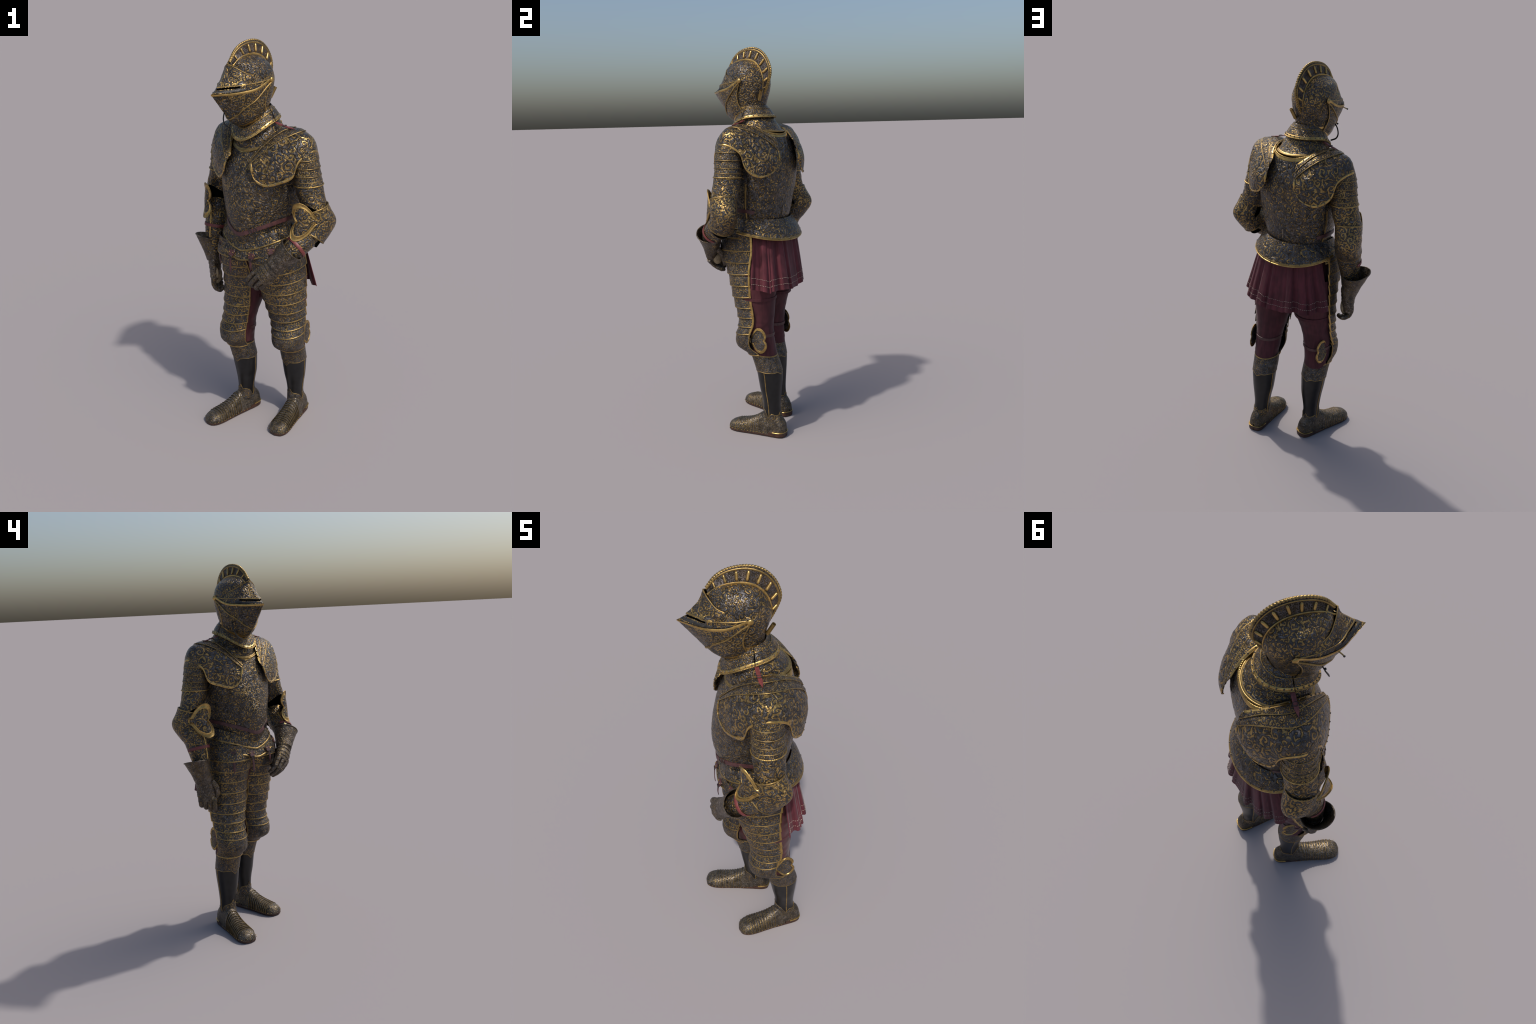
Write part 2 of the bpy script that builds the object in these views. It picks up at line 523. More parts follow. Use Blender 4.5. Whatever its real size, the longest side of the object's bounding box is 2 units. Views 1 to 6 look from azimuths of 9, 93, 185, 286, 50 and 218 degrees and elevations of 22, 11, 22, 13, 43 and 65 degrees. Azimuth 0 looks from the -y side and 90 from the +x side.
def build_helmet():
    # skull: (z, half width, front y, back y)
    prof = A(1.685, .073, -.060, .050, 1.715, .083, -.075, .054, 1.745, .092, -.10, .061, 1.78, .098, -.125, .073,
             1.82, .102, -.140, .080, 1.85, .100, -.150, .076, 1.88, .092, -.157, .064, 1.905, .076, -.152, .046,
             1.922, .056, -.132, .024, 1.934, .032, -.100, -.002, 1.9395, .001, -.062, -.040).reshape(-1, 4)
    prof = crom(prof, 60)
    rows = []
    for z, a, yf, yb in prof:
        yc = -0.03 if z < 1.9 else (yf + yb) / 2
        yc = np.interp(z, [1.88, 1.9395], [-0.03, -0.051])
        rows.append(ring(z, max(a, 1e-4), yc, yc - yf, yb - yc, 2.1, 2.1, TA))
    Sk = H(np.array(rows))
    helm = plate("helmet", Sk, M_HELM, None, True, 0.002, 0.0011)
    band("helmet_neck_border", Sk[:16], 'v0', 0.0, 0.020, M_GILT, helm, 0.0022, wrap=True)
    # comb
    outer = A(-.160, 1.915, -.127, 1.957, -.080, 1.985, -.015, 1.995, .040, 1.982, .081, 1.949, .105, 1.905,
              .110, 1.864, .092, 1.815, .066, 1.766).reshape(-1, 2)
    inner = A(-.155, 1.893, -.110, 1.917, -.066, 1.925, -.027, 1.924, .010, 1.914, .040, 1.890, .058, 1.858,
              .066, 1.824, .066, 1.796, .058, 1.766).reshape(-1, 2)
    n = 140
    O2, I2 = crom(outer, n), crom(inner, n)
    fr = np.concatenate([np.linspace(0, 1, 14), np.linspace(1, 0, 14)])
    half = lambda f: 0.0052 + 0.020 * (1 - f) ** 1.25
    sx = np.concatenate([np.ones(14), -np.ones(14)])
    P = np.zeros((n, 28, 3))
    for k in range(28):
        P[:, k, 1:] = I2 * (1 - fr[k]) + O2 * fr[k]
        taper = np.clip(np.minimum(np.arange(n), np.arange(n)[::-1]) / 12.0, 0.35, 1)
        P[:, k, 0] = sx[k] * half(fr[k]) * taper
    comb = plate("comb", H(P), M_COMB, helm, True, 0, cap=True)
    path = np.stack([np.zeros(n), O2[:, 0], O2[:, 1]], 1)
    rope("comb_rope_edge", H(path), 0.0052, M_GILT2, comb, 0.011, up=(1, 0, 0))
    # inner gilt line under the rope and the border where comb meets skull
    for s in (1, -1):
        e = I2 * 0.06 + O2 * 0.94
        e = I2 * 0.12 + O2 * 0.88
        sweep("comb_border", H(np.stack([np.full(n, s * (half(.88) + .0004)), e[:, 0], e[:, 1]], 1)), 0.0016, M_GILT2, comb, 8, up=(1, 0, 0), r2=0.0038)
        e = I2 * 0.80 + O2 * 0.20
        sweep("comb_border", H(np.stack([np.full(n, s * (half(.20) + .0002)), e[:, 0], e[:, 1]], 1)), 0.0030, M_GILT, comb, 8, up=(1, 0, 0.0), r2=0.0052)
        # flutes: gilt bars standing radially
        S = np.linalg.norm(np.diff(O2, axis=0), axis=1)
        cs = np.concatenate([[0], np.cumsum(S)]); cs /= cs[-1]
        for k, u in enumerate(np.linspace(0.08, 0.92, 9)):
            j = int(np.interp(u, cs, np.arange(n)))
            d = O2[j] - I2[j]
            L = np.linalg.norm(d)
            size = float(np.clip(L / 0.062, 0.35, 1.0))
            a, b = I2[j] + d * 0.30, I2[j] + d * 0.82
            m = 14
            tt = np.linspace(0, 1, m)
            rr = 0.0060 * size * np.sqrt(np.clip(1 - np.abs(2 * tt - 1) ** 6, 0.02, 1))
            pts = np.stack([s * (.0010 + half(0.30) + (half(0.82) - half(0.30)) * tt), a[0] + (b[0] - a[0]) * tt, a[1] + (b[1] - a[1]) * tt], 1)
            sweep("comb_flute", H(pts), rr, M_GILT, comb, 10, up=(1, 0, 0))
    # visor
    half_rows = [
        [(0, -.172, 1.908), (.036, -.154, 1.889), (.072, -.121, 1.864), (.090, -.066, 1.851), (.101, -.006, 1.842)],
        [(0, -.189, 1.867), (.041, -.169, 1.857), (.079, -.130, 1.845), (.096, -.066, 1.841), (.104, -.006, 1.838)],
        [(0, -.213, 1.838), (.041, -.184, 1.834), (.079, -.140, 1.828), (.098, -.068, 1.832), (.105, -.008, 1.834)],
        [(0, -.240, 1.812), (.037, -.203, 1.815), (.074, -.163, 1.818), (.099, -.076, 1.822), (.106, -.010, 1.830)],
        [(0, -.248, 1.800), (.038, -.207, 1.804), (.075, -.165, 1.807), (.099, -.080, 1.815), (.106, -.011, 1.828)],
        [(0, -.274, 1.789), (.041, -.219, 1.791), (.077, -.166, 1.795), (.099, -.088, 1.805), (.106, -.013, 1.825)]]
    def full(rows):
        return [[(-x, y, z) for x, y, z in r[:0:-1]] + [tuple(q) for q in r] for r in rows]
    G = patch(full(half_rows), 51, 121)
    # keep the beak ridge crisp: the curve is split at the centre
    cols = []
    for r in half_rows:
        c = crom(r, 61)
        cols.append(np.concatenate([c[:0:-1] * A(-1, 1, 1), c]))
    G = crom(np.array(cols), 51)
    keep = np.ones((50, 120), bool)
    slit = slice(31, 38)
    keep[slit, 31:89] = False
    visor = plate("visor", H(G), M_HELM, helm, False, 0.0025, 0.0010, keep)
    Gh = H(G)
    band("visor_border", Gh[:31], 'v1', 0.0, 0.007, M_GILT2, visor, 0.0014)
    band("visor_border", Gh[41:, 26:95], 'v0', 0.001, 0.014, M_DARK, visor, 0.0012)
    sweep("visor_rim", Gh[0], 0.0022, M_GILT2, visor, 8)
    # black plate modelled behind the slit for the shadow inside the helmet
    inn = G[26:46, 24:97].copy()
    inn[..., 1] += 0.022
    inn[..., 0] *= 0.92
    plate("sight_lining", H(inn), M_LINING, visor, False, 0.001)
    # scale-like crest along the visor ridge
    # bevor
    bev = [
        [(0, -.277, 1.7865), (.042, -.221, 1.789), (.079, -.167, 1.793), (.101, -.089, 1.804), (.108, -.012, 1.838)],
        [(0, -.268, 1.777), (.043, -.215, 1.777), (.079, -.163, 1.779), (.101, -.088, 1.786), (.108, -.008, 1.815)],
        [(0, -.239, 1.741), (.042, -.193, 1.741), (.072, -.146, 1.740), (.093, -.087, 1.740), (.101, -.026, 1.768)],
        [(0, -.205, 1.699), (.038, -.166, 1.697), (.063, -.128, 1.697), (.083, -.082, 1.700), (.092, -.030, 1.725)],
        [(0, -.176, 1.663), (.036, -.146, 1.660), (.057, -.112, 1.663), (.074, -.075, 1.670), (.082, -.020, 1.695)],
        [(0, -.140, 1.634), (.030, -.121, 1.637), (.050, -.097, 1.645), (.066, -.065, 1.654), (.077, -.016, 1.676)],
        [(0, -.105, 1.625), (.026, -.095, 1.628), (.044, -.080, 1.636), (.060, -.055, 1.646), (.070, -.014, 1.664)]]
    cols = []
    for r in bev:
        c = crom(r, 61)
        cols.append(np.concatenate([c[:0:-1] * A(-1, 1, 1), c]))
    Bv = H(crom(np.array(cols), 70))
    bevor = plate("bevor", Bv, M_HELM, helm, False, 0.0025, 0.0010)
    band("bevor_border", Bv, 'v0', 0.0, 0.011, M_GILT, bevor, 0.0014)
    band("bevor_border", Bv, 'v1', 0.0, 0.022, M_GILT, bevor, 0.0020)
    band("bevor_border", Bv, 'u0', 0.0, 0.007, M_GILT2, bevor, 0.0012)
    band("bevor_border", Bv, 'u1', 0.0, 0.007, M_GILT2, bevor, 0.0012)
    # lower edge of the upper face plate, chin to pivots
    k = Bv.shape[1]
    w = np.abs(np.linspace(-1, 1, k))
    rowi = 46 - 36 * w ** 1.1
    nn = gnormal(Bv)
    line = np.array([Bv[int(r), j] + nn[int(r), j] * 0.001 for j, r in enumerate(rowi)])
    line = crom(resample(line, 24), 120)
    sweep("bevor_lame_edge", line, 0.0035, M_GILT2, bevor, 8)
    # pivots
    for s in (1, -1):
        c = H(A(s * 0.109, -0.006, 1.830))
        p = obj("visor_pivot", icosphere(0.0125, 3, 0.55, 1, 1, "visor_pivot"), M_GILT, helm)
        p.location = tuple(c)
    # plume holder
    hb, ht = A(.034, .055, 1.735), A(.047, .078, 1.782)
    pts = np.linspace(hb, ht, 10)
    T = tube(pts, 0.0085, 16)
    plate("plume_holder", T, M_GILT2, helm, True, 0.0016)
    # hooks on the wearer's right
    rod = np.array([(-.092, -.150, 1.786), (-.104, -.161, 1.780), (-.115, -.168, 1.775)])
    sweep("lifting_peg", crom(rod, 10), 0.0026, M_GILT2, helm, 8)
    o = obj("lifting_peg_tip", icosphere(0.0042, 2, name="lifting_peg_tip"), M_DARK, helm); o.location = (-.115, -.168, 1.775)
    hk = crom([(-.090, -.108, 1.706), (-.098, -.118, 1.682), (-.096, -.130, 1.652), (-.080, -.138, 1.628), (-.052, -.136, 1.614)], 40)
    sweep("bevor_hook", hk, 0.0022, M_DARK, helm, 8, r2=0.004)
    o = obj("hook_stud", icosphere(0.005, 2, name="hook_stud"), M_DARK, helm); o.location = (-.100, -.112, 1.708)
    # neck flare in two overlapping lames, split at the sides
    zr = lambda hi, lo: (lambda th: hi - (hi - lo) * ((1 + np.cos(th)) / 2) ** 3)
    specs = A(1.712, 1.640, .074, -.088, .056, 1.702, 1.626, .080, -.100, .066, 1.687, 1.604, .090, -.114, .082,
              1.669, 1.582, .100, -.126, .096, 1.652, 1.564, .108, -.135, .107).reshape(-1, 5)
    specs = crom(specs, 30)
    T3 = np.linspace(0, 2 * pi, 320, endpoint=False)
    R = np.array([ring(zr(h, l), a, -.004, -.004 - f, b + .004, 2, 2, T3) for h, l, a, f, b in specs])
    half_n = 80
    for k, rng_ in enumerate((np.arange(-79, 81), np.arange(82, 240))):
        S = R[:, rng_ % 320]
        g = plate("neck_flare", S, M_LAME, helm, False, 0.0025, 0.0009)
        band("neck_flare_border", S, 'v1', 0.001, 0.014, M_GILT, g, 0.0013)
        rivets(S, 'v1', 0.008, 0.026, g, s=1.0)
        rope("neck_flare_rope", S[-1], 0.0030, M_GILT2, g, 0.006, step=0.0012)
        mid = S[11]
        sweep("neck_flare_ridge", mid + gnormal(S)[11] * 0.0008, 0.0016, M_GILT2, g, 8)

build_helmet()

# ================================================================== CUIRASS
def torso_rows(th, n=90):
    # z front, z back, half width, centre y, front y, back y, front exponent
    S = A(1.064, 1.128, .158, .025, -.143, .150, 1.85, 2.1,
          1.095, 1.138, .162, .028, -.155, .152, 1.85, 2.1,
          1.145, 1.165, .171, .034, -.165, .158, 1.8, 2.1,
          1.20, 1.20, .184, .040, -.176, .162, 1.8, 2.1,
          1.25, 1.25, .193, .044, -.178, .167, 1.85, 2.2,
          1.30, 1.30, .199, .048, -.173, .174, 2.0, 2.35,
          1.37, 1.37, .203, .050, -.159, .180, 2.2, 2.5,
          1.44, 1.44, .202, .050, -.139, .180, 2.3, 2.6,
          1.48, 1.495, .184, .048, -.122, .172, 2.2, 2.5,
          1.505, 1.54, .155, .044, -.110, .162, 2.1, 2.4,
          1.515, 1.565, .126, .042, -.102, .152, 2.0, 2.3).reshape(-1, 8)
    S = crom(S, n)
    out = []
    for i, (zf, zb, a, yc, yf, yb, pf, pb) in enumerate(S):
        u = (1 - np.cos(th)) / 2
        zz = zf + (zb - zf) * u
        if zf < 1.12:      # the waist dips to a point in front
            k = np.clip((1.12 - zf) / 0.056, 0, 1)
            zz = zz + k * 0.040 * np.clip(np.abs(np.sin(th)) - 0.10, 0, 1) * (np.cos(th) > -0.2)
        if zf > 1.45:
            k = np.clip((zf - 1.45) / 0.065, 0, 1)
            zz = zz + k * 0.045 * np.sin(th) ** 2
        out.append(ring(lambda t: zz, a, yc, yc - yf, yb - yc, pf, pb, th))
    return np.array(out)

FAULD = []
def build_cuirass():
    tf = np.radians(np.linspace(-101, 101, 190))
    Fp = torso_rows(tf, 110)
    bp = plate("breastplate", Fp, M_BODY, None, False, 0.003, 0.0015)
    band("breastplate_border", Fp, 'v1', 0.0, 0.012, M_GILT, bp, 0.0014)
    rope("breastplate_neck_rope", Fp[-1][20:-20], 0.0035, M_GILT2, bp, 0.008)
    band("breastplate_border", Fp, 'v0', 0.0, 0.007, M_GILT2, bp, 0.0012)
    for e in ('u0', 'u1'):
        band("breastplate_border", Fp[:60], e, 0.0, 0.010, M_GILT2, bp, 0.0014)
    tb = np.radians(np.linspace(97, 263, 190))
    Bp = torso_rows(tb, 110)
    Bp = Bp - gnormal(Bp) * 0.0035 * np.clip(1 - np.minimum(np.arange(190), np.arange(190)[::-1]) / 14, 0, 1)[None, :, None]
    bk = plate("backplate", Bp, M_BACK, None, False, 0.003, 0.0015)
    band("backplate_border", Bp, 'v1', 0.0, 0.016, M_GILT, bk, 0.0016)
    rope("backplate_neck_rope", Bp[-1], 0.0042, M_GILT, bk, 0.008)
    band("backplate_border", Bp, 'v0', 0.0, 0.006, M_GILT2, bk, 0.0012)
    # pale rubbed rib low on the spine
    mid = Bp[:, 95]
    seg = mid[(mid[:, 2] > 1.158) & (mid[:, 2] < 1.212)]
    sweep("spine_rib", resample(seg, 16) + A(0, .001, 0), 0.0034, M_RIVET, bk, 8, r2=0.0042)
    # black inner shell so that armholes and neck read dark
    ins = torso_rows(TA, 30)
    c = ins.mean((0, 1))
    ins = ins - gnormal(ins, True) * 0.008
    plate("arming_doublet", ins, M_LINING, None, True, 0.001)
    # waist belt
    th = np.radians(np.linspace(-118, 118, 160))
    zb = lambda t: 1.118 + 0.075 * np.clip(np.abs(np.sin(t)), 0, 1) ** 1.3
    rows = torso_rows(th, 160)
    path = []
    for j, t in enumerate(th):
        z = zb(t)
        i = np.argmin(np.abs(rows[:, j, 2] - z))
        path.append(rows[i, j])
    path = crom(resample(np.array(path), 40), 160)
    outw = unit((path - A(0, .03, 0)) * A(1, 1, 0))
    path = path + outw * 0.0035
    T = unit(np.gradient(path, axis=0))
    ac = np.cross(outw, T)
    belt = strap("waist_belt", path, 0.019, 0.004, M_BROWN, None, ac)
    # buckle a little left of centre
    for off in (0, 5):
        j = 95 + off
        pc, t_, a_, o_ = path[j], T[j], unit(ac[j]), outw[j]
        q = np.array([pc + o_ * 0.004 + t_ * (0.004 * math.cos(k)) * 1.6 + a_ * (0.0125 * math.sin(k)) for k in np.linspace(0, 2 * pi, 24, endpoint=False)])
        sweep("belt_buckle", np.concatenate([q, q[:2]]), 0.0016, M_DARK, belt, 8, up=o_)

    # fauld: two lames pointed in front
    def fauld(zf, zs, a, yf, yb, th):
        zz = zf + (zs - zf) * np.abs(np.sin(th)) ** 1.15
        return ring(lambda t: zz, a, .02, .02 - yf, yb - .02, 2.25, 2, th)
    th = np.radians(np.linspace(-112, 112, 170))
    lam = [[(1.085, 1.155, .168, -.138, .15), (1.055, 1.125, .182, -.146, .15), (1.028, 1.098, .195, -.153, .15)],
           [(1.040, 1.110, .188, -.146, .15), (1.010, 1.080, .201, -.157, .15), (0.984, 1.052, .211, -.167, .15)]]
    for k, L in enumerate(lam):
        P = crom(np.array([fauld(*s, th) for s in L]), 22)
        P[..., 0] *= np.where(P[..., 0] < 0, 1.05, 1.0)
        f = plate("fauld_lame", P, M_BODY if k else M_BODY, None, False, 0.003, 0.001)
        band("fauld_border", P, 'v1', 0.0, 0.008, M_GILT2, f, 0.0014)
        rivets(P, 'v1', 0.018, 0.045, f, 0.15, 0.85, 0.0012)
        FAULD[:] = [P]
    # culet: flared plate behind
    th = np.radians(np.linspace(88, 272, 170))
    zz = lambda zs, zb: (lambda t: zs + (zb - zs) * np.clip(-np.cos(t), 0, 1) ** 1.2)
    S = A(1.158, 1.142, .168, .166, 1.138, 1.122, .186, .184, 1.114, 1.094, .203, .202, 1.094, 1.062, .217, .214, 1.084, 1.038, .222, .219).reshape(-1, 4)
    P = np.array([ring(zz(zs, zb), a, .03, .03, yb - .03, 2, 2.1, th) for zs, zb, a, yb in crom(S, 34)])
    cu = plate("culet", P, M_BACK, None, False, 0.003, 0.001)
    band("culet_border", P, 'v1', 0.0, 0.012, M_GILT2, cu, 0.0016)
    sweep("culet_rim", P[-1], 0.0032, M_GILT, cu, 8)
    rivets(P, 'v1', 0.009, 0.055, cu, 0.05, 0.95, 0.001)
    return path

build_cuirass()

# lower gorget under the neck flare
def build_gorget():
    S = A(1.665, 1.600, .090, -.090, .080, 1.650, 1.575, .098, -.098, .096, 1.630, 1.548, .110, -.106, .114,
          1.612, 1.528, .117, -.106, .134, 1.600, 1.514, .132, -.110, .152).reshape(-1, 5)
    S = crom(S, 34)
    rows = []
    for h, l, a, f, b in S:
        z = h - (h - l) * ((1 + np.cos(TA)) / 2) ** 1.6 - 0.022 * ((1 - np.cos(TA)) / 2) ** 3 * (1.665 - h) / 0.065
        rows.append(ring(lambda t: z, a, .012, .012 - f, b - .012, 2, 2, TA))
    P = np.array(rows)
    g = plate("gorget", P, M_BODY, None, True, 0.0025, 0.001)
    band("gorget_border", P, 'v1', 0.0, 0.011, M_GILT2, g, 0.0014, wrap=True)
    sweep("gorget_rim", P[-1], 0.0036, M_GILT2, g, 10, closed=True)
    n = gnormal(P, True)
    for j in (46, 50, 56, 60, 100, 104, 110, 114):
        rivet(P[14, j] + n[14, j] * 0.0015, g, RIVETG, 0.8)

build_gorget()

# ================================================================== PAULDRONS
def build_pauldron(s):
    E0 = [(.062, -.129, 1.489), (.085, -.092, 1.535), (.106, -.052, 1.576), (.120, -.013, 1.600), (.122, .022, 1.606),
          (.117, .062, 1.603), (.105, .102, 1.590), (.090, .141, 1.570), (.072, .172, 1.548)]
    E1 = [(.066, -.138, 1.476), (.093, -.110, 1.518), (.125, -.076, 1.562), (.160, -.027, 1.602), (.178, .024, 1.613),
          (.164, .073, 1.607), (.131, .118, 1.584), (.102, .162, 1.550), (.077, .191, 1.513)]
    E2 = [(.071, -.148, 1.463), (.108, -.125, 1.500), (.152, -.090, 1.548), (.203, -.036, 1.586), (.229, .026, 1.602),
          (.211, .080, 1.594), (.168, .130, 1.568), (.115, .176, 1.522), (.080, .202, 1.478)]
    nu = 120
    lift = lambda P, k: P + gnormal(P) * (np.linspace(0, k, P.shape[0]))[:, None, None]
    main = None
    E4 = [(.086, -.149, 1.425), (.102, -.149, 1.390), (.145, -.131, 1.368), (.200, -.104, 1.383), (.248, -.068, 1.410),
          (.268, -.044, 1.480), (.300, .028, 1.517), (.270, .100, 1.482), (.254, .122, 1.410), (.226, .145, 1.374),
          (.185, .173, 1.361), (.125, .197, 1.383), (.088, .204, 1.435)]
    bulge = np.array([.004, .007, .012, .015, .017, .019, .023, .020, .019, .028, .031, .020, .005])
    top = resample(crom(E2, 200), 13)
    bot = np.array(E4)
    c = A(.19, .025, 1.45)
    rows = [top]
    for v, w in ((.3, .85), (.55, 1.0), (.8, .50)):
        m = top * (1 - v) + bot * v
        rows.append(m + unit(m - c) * (bulge * w)[:, None])
    rows.append(bot)
    P = side(patch(rows, 60, 170), s)
    main = plate("pauldron", P, M_SHO, None, False, 0.003, 0.0016)
    band("pauldron_border", P, 'v1', 0.0, 0.012, M_GILT, main, 0.0024)
    band("pauldron_border", P, 'u0', 0.0, 0.013, M_GILT, main, 0.0030)
    band("pauldron_border", P, 'u1', 0.0, 0.013, M_GILT, main, 0.0030)
    rivets(P, 'v1', 0.007, 0.034, main, 0.02, 0.36)
    rivets(P, 'v1', 0.007, 0.034, main, 0.64, 0.98)
    rivets(P, 'u0', 0.007, 0.03, main, 0.1, 0.8)
    rivets(P, 'u1', 0.007, 0.03, main, 0.1, 0.8)
    for k, (a, b) in enumerate(((E0, E1), (E1, E2))):
        a, b = crom(a, nu), crom(b, nu)
        mid = (a + b) / 2 + unit((a + b) / 2 - A(.13, .02, 1.50)) * 0.004
        L = side(crom(np.array([a, mid, b]), 18), s)
        L = lift(L, 0.0035)
        lame = plate("pauldron_lame", L, M_LAME, main, False, 0.0028, 0.001)
        if k == 0:
            band("pauldron_lame_border", L, 'v0', 0.0, 0.013, M_GILT, lame, 0.0014)
            rivets(L, 'v0', 0.007, 0.036, lame)
            sweep("pauldron_lame_rim", L[0], 0.0022, M_GILT, lame, 8)
        band("pauldron_lame_border", L, 'v1', 0.0, 0.004, M_GILT2, lame, 0.0012)
    # arm lames
    path = [(.228, .025, 1.545), (.243, .024, 1.50), (.253, .024, 1.46), (.2635, .027, 1.39), (.2775, .0265, 1.32), (.3035, .0285, 1.25)]
    cz = np.array(path)[::-1]
    at = lambda z: A(np.interp(z, cz[:, 2], cz[:, 0]), np.interp(z, cz[:, 2], cz[:, 1]), z)
    tilt = 0.10
    def ringz(z, r, th=TA):
        q = at(z)
        P = ring(z, r, q[1], r * 1.03, r * 1.03, 2, 2, th, q[0])
        P[:, 2] += tilt * (P[:, 0] - q[0]) * 0.4
        return P
    zs = [1.535, 1.482, 1.445, 1.409, 1.384]
    for k in range(4):
        zt, zb = zs[k] + 0.008, zs[k + 1]
        L = np.array([ringz(z, r) for z, r in zip(np.linspace(zt, zb, 14), np.linspace(.0618, .0655, 14))])
        L = side(L, s)
        lame = plate("arm_lame", L, M_LAME, main, True, 0.0025, 0.0011)
        band("arm_lame_border", L, 'v1', 0.0, 0.004, M_LINE, lame, 0.0012, wrap=True)
    L = side(np.array([ringz(z, r) for z, r in zip(np.linspace(1.392, 1.366, 14), np.linspace(.064, .0672, 14))]), s)
    col = plate("arm_collar", L, M_LAME, main, True, 0.0025, 0.0006)
    rope("arm_collar_rope", np.concatenate([L[-1], L[-1][:1]]), 0.0028, M_GILT, col, 0.007)
    L = side(np.array([ringz(z, r) for z, r in zip(np.linspace(1.375, 1.238, 50), crom([.0640, .0650, .0645, .063, .0615], 50))]), s)
    k = np.clip((L[..., 2] - 1.375) / (1.238 - 1.375), 0, 1)
    front = np.clip(-(L[..., 1] - .02) / .06, 0, 1) ** 1.5
    L[..., 2] += k * 0.05 * front
    plate("rerebrace", L, M_ARM, None, True, 0.0025, 0.0014)

for s in (1, -1):
    build_pauldron(s)

# ================================================================== ARMS
def heart(w, h, n=72):
    """outline of a winged couter/poleyn plate in (p, q): stem at p=0, two lobes towards p=w"""
    up = [(0, .10), (.20, .13), (.36, .30), (.56, .48), (.80, .47), (.97, .30), (1.0, .14)]
    pts = up + [(.93, 0)] + [(a, -b) for a, b in up[::-1]]
    c = resample(crom(pts + pts[:1], 400), n + 1)[:n]
    return c[:, 0] * w, c[:, 1] * h

def wing(name, origin, pdir, qdir, w, h, bend, mat, parent, cup=0.006, flare=0.0):
    """heart-shaped side plate: concentric grid, rolled gilt border"""
    p, q = heart(w, h)
    cp, cq = 0.58 * w, 0.0
    pd, qd = unit(A(*pdir)), unit(A(*qdir))
    nd = np.cross(pd, qd)
    rows = []
    fr = np.array([1, .97, .93, .88, .84, .80, .6, .4, .2, .02])
    for k, f in enumerate(fr):
        pp, qq = cp + (p - cp) * f, cq + (q - cq) * f
        dep = bend * ((pp / w) ** 2) - 0.020 * np.clip(1 - pp / w * 2.2, 0, 1) ** 1.5 + flare * (np.abs(qq) / h * 2) ** 2
        dome = cup * (1 - f ** 2)
        lip = 0.0035 if 0.80 < f < 1 else (0.001 if f == 1 else 0)
        rows.append(A(*origin) + pp[:, None] * pd + qq[:, None] * qd + (dep + dome + lip)[:, None] * nd)
    P = np.array(rows)
    hw = plate2(name, P[5:], np.broadcast_to(nd, P[5:].shape), mat, parent, True, 0.003, 0.0008)
    plate2(name + "_border", P[:6], np.broadcast_to(nd, P[:6].shape), M_GILT, hw, True, 0.003)
    edge = np.concatenate([P[0], P[0][:1]])
    rope(name + "_rim", edge, 0.0022, M_GILT2, hw, 0.005, up=nd, step=0.0012, m=10)
    for j in range(3, 72, 7):
        rivet(P[3, j] + nd * 0.001, hw, None, 0.6)
    return hw

def couter(s, cpath, tip, r):
    path = crom(cpath, 60)
    # open plate: covers the back and outer side, the crook of the elbow stays free
    th = np.radians(np.linspace(-66, 160, 110)) if s > 0 else np.radians(np.linspace(-160, 66, 110))
    P = tube(path, r, up=(0, 1, 0.01), th=th)
    c = path[len(path) // 2]
    d = np.array(tip) - c
    L = np.linalg.norm(d); d = d / L
    v = P - c
    cosang = (unit(v) * d).sum(2)
    amp = (L - r) * np.clip(cosang, 0, 1) ** 2.4
    return P + d * amp[..., None]

def saddle_wing(name, rows, s, mat, parent):
    """heart-shaped wing wrapped round the crook of the elbow; rows = control points bottom to top"""
    S = crom(np.array([crom(side(r, s), 41) for r in rows]), 41)
    def at(p, q):
        x, y = np.clip(p, 0, 1) * 40, (np.clip(q, -1, 1) + 1) * 20
        i, j = np.minimum(y.astype(int), 39), np.minimum(x.astype(int), 39)
        fy, fx = (y - i)[..., None], (x - j)[..., None]
        return (S[i, j] * (1 - fy) * (1 - fx) + S[i + 1, j] * fy * (1 - fx) + S[i, j + 1] * (1 - fy) * fx + S[i + 1, j + 1] * fy * fx)
    up = [(0, .14), (.13, .17), (.20, .36), (.25, .64), (.38, .92), (.55, 1.0), (.74, .90), (.86, .62), (.85, .34), (.76, .12)]
    out = up + [(.70, 0)] + [(a, -b) for a, b in up[::-1]]
    o = resample(crom(out + out[:1], 500), 97)[:96]
    fr = np.array([1, .95, .89, .83, .77, .72, .6, .42, .24, .08, .01])
    P = np.array([at(.46 + (o[:, 0] - .46) * f, o[:, 1] * f) for f in fr])
    N = gnormal(P, True)
    ref = A(s * .30 + .01, .03, 1.21)
    if (N * (P - ref)).sum() < 0:
        N = -N
    P = P + N * np.array([.003, .0005, .0, .001, .003, .0005, .002, .004, .005, .005, .005])[:, None, None]
    hw = plate2(name, P[5:], N[5:], mat, parent, True, 0.003, 0.0008)
    plate2(name + "_border", P[:6], N[:6], M_GILT, hw, True, 0.003)
    rope(name + "_rim", np.concatenate([P[0], P[0][:1]]), 0.0020, M_GILT2, hw, 0.005, up=(s * .7, -.7, 0), step=0.0012, m=10)
    for j in range(8, 96, 11):
        rivet(P[2, j] + N[2, j] * 0.001, hw, None, 0.6)

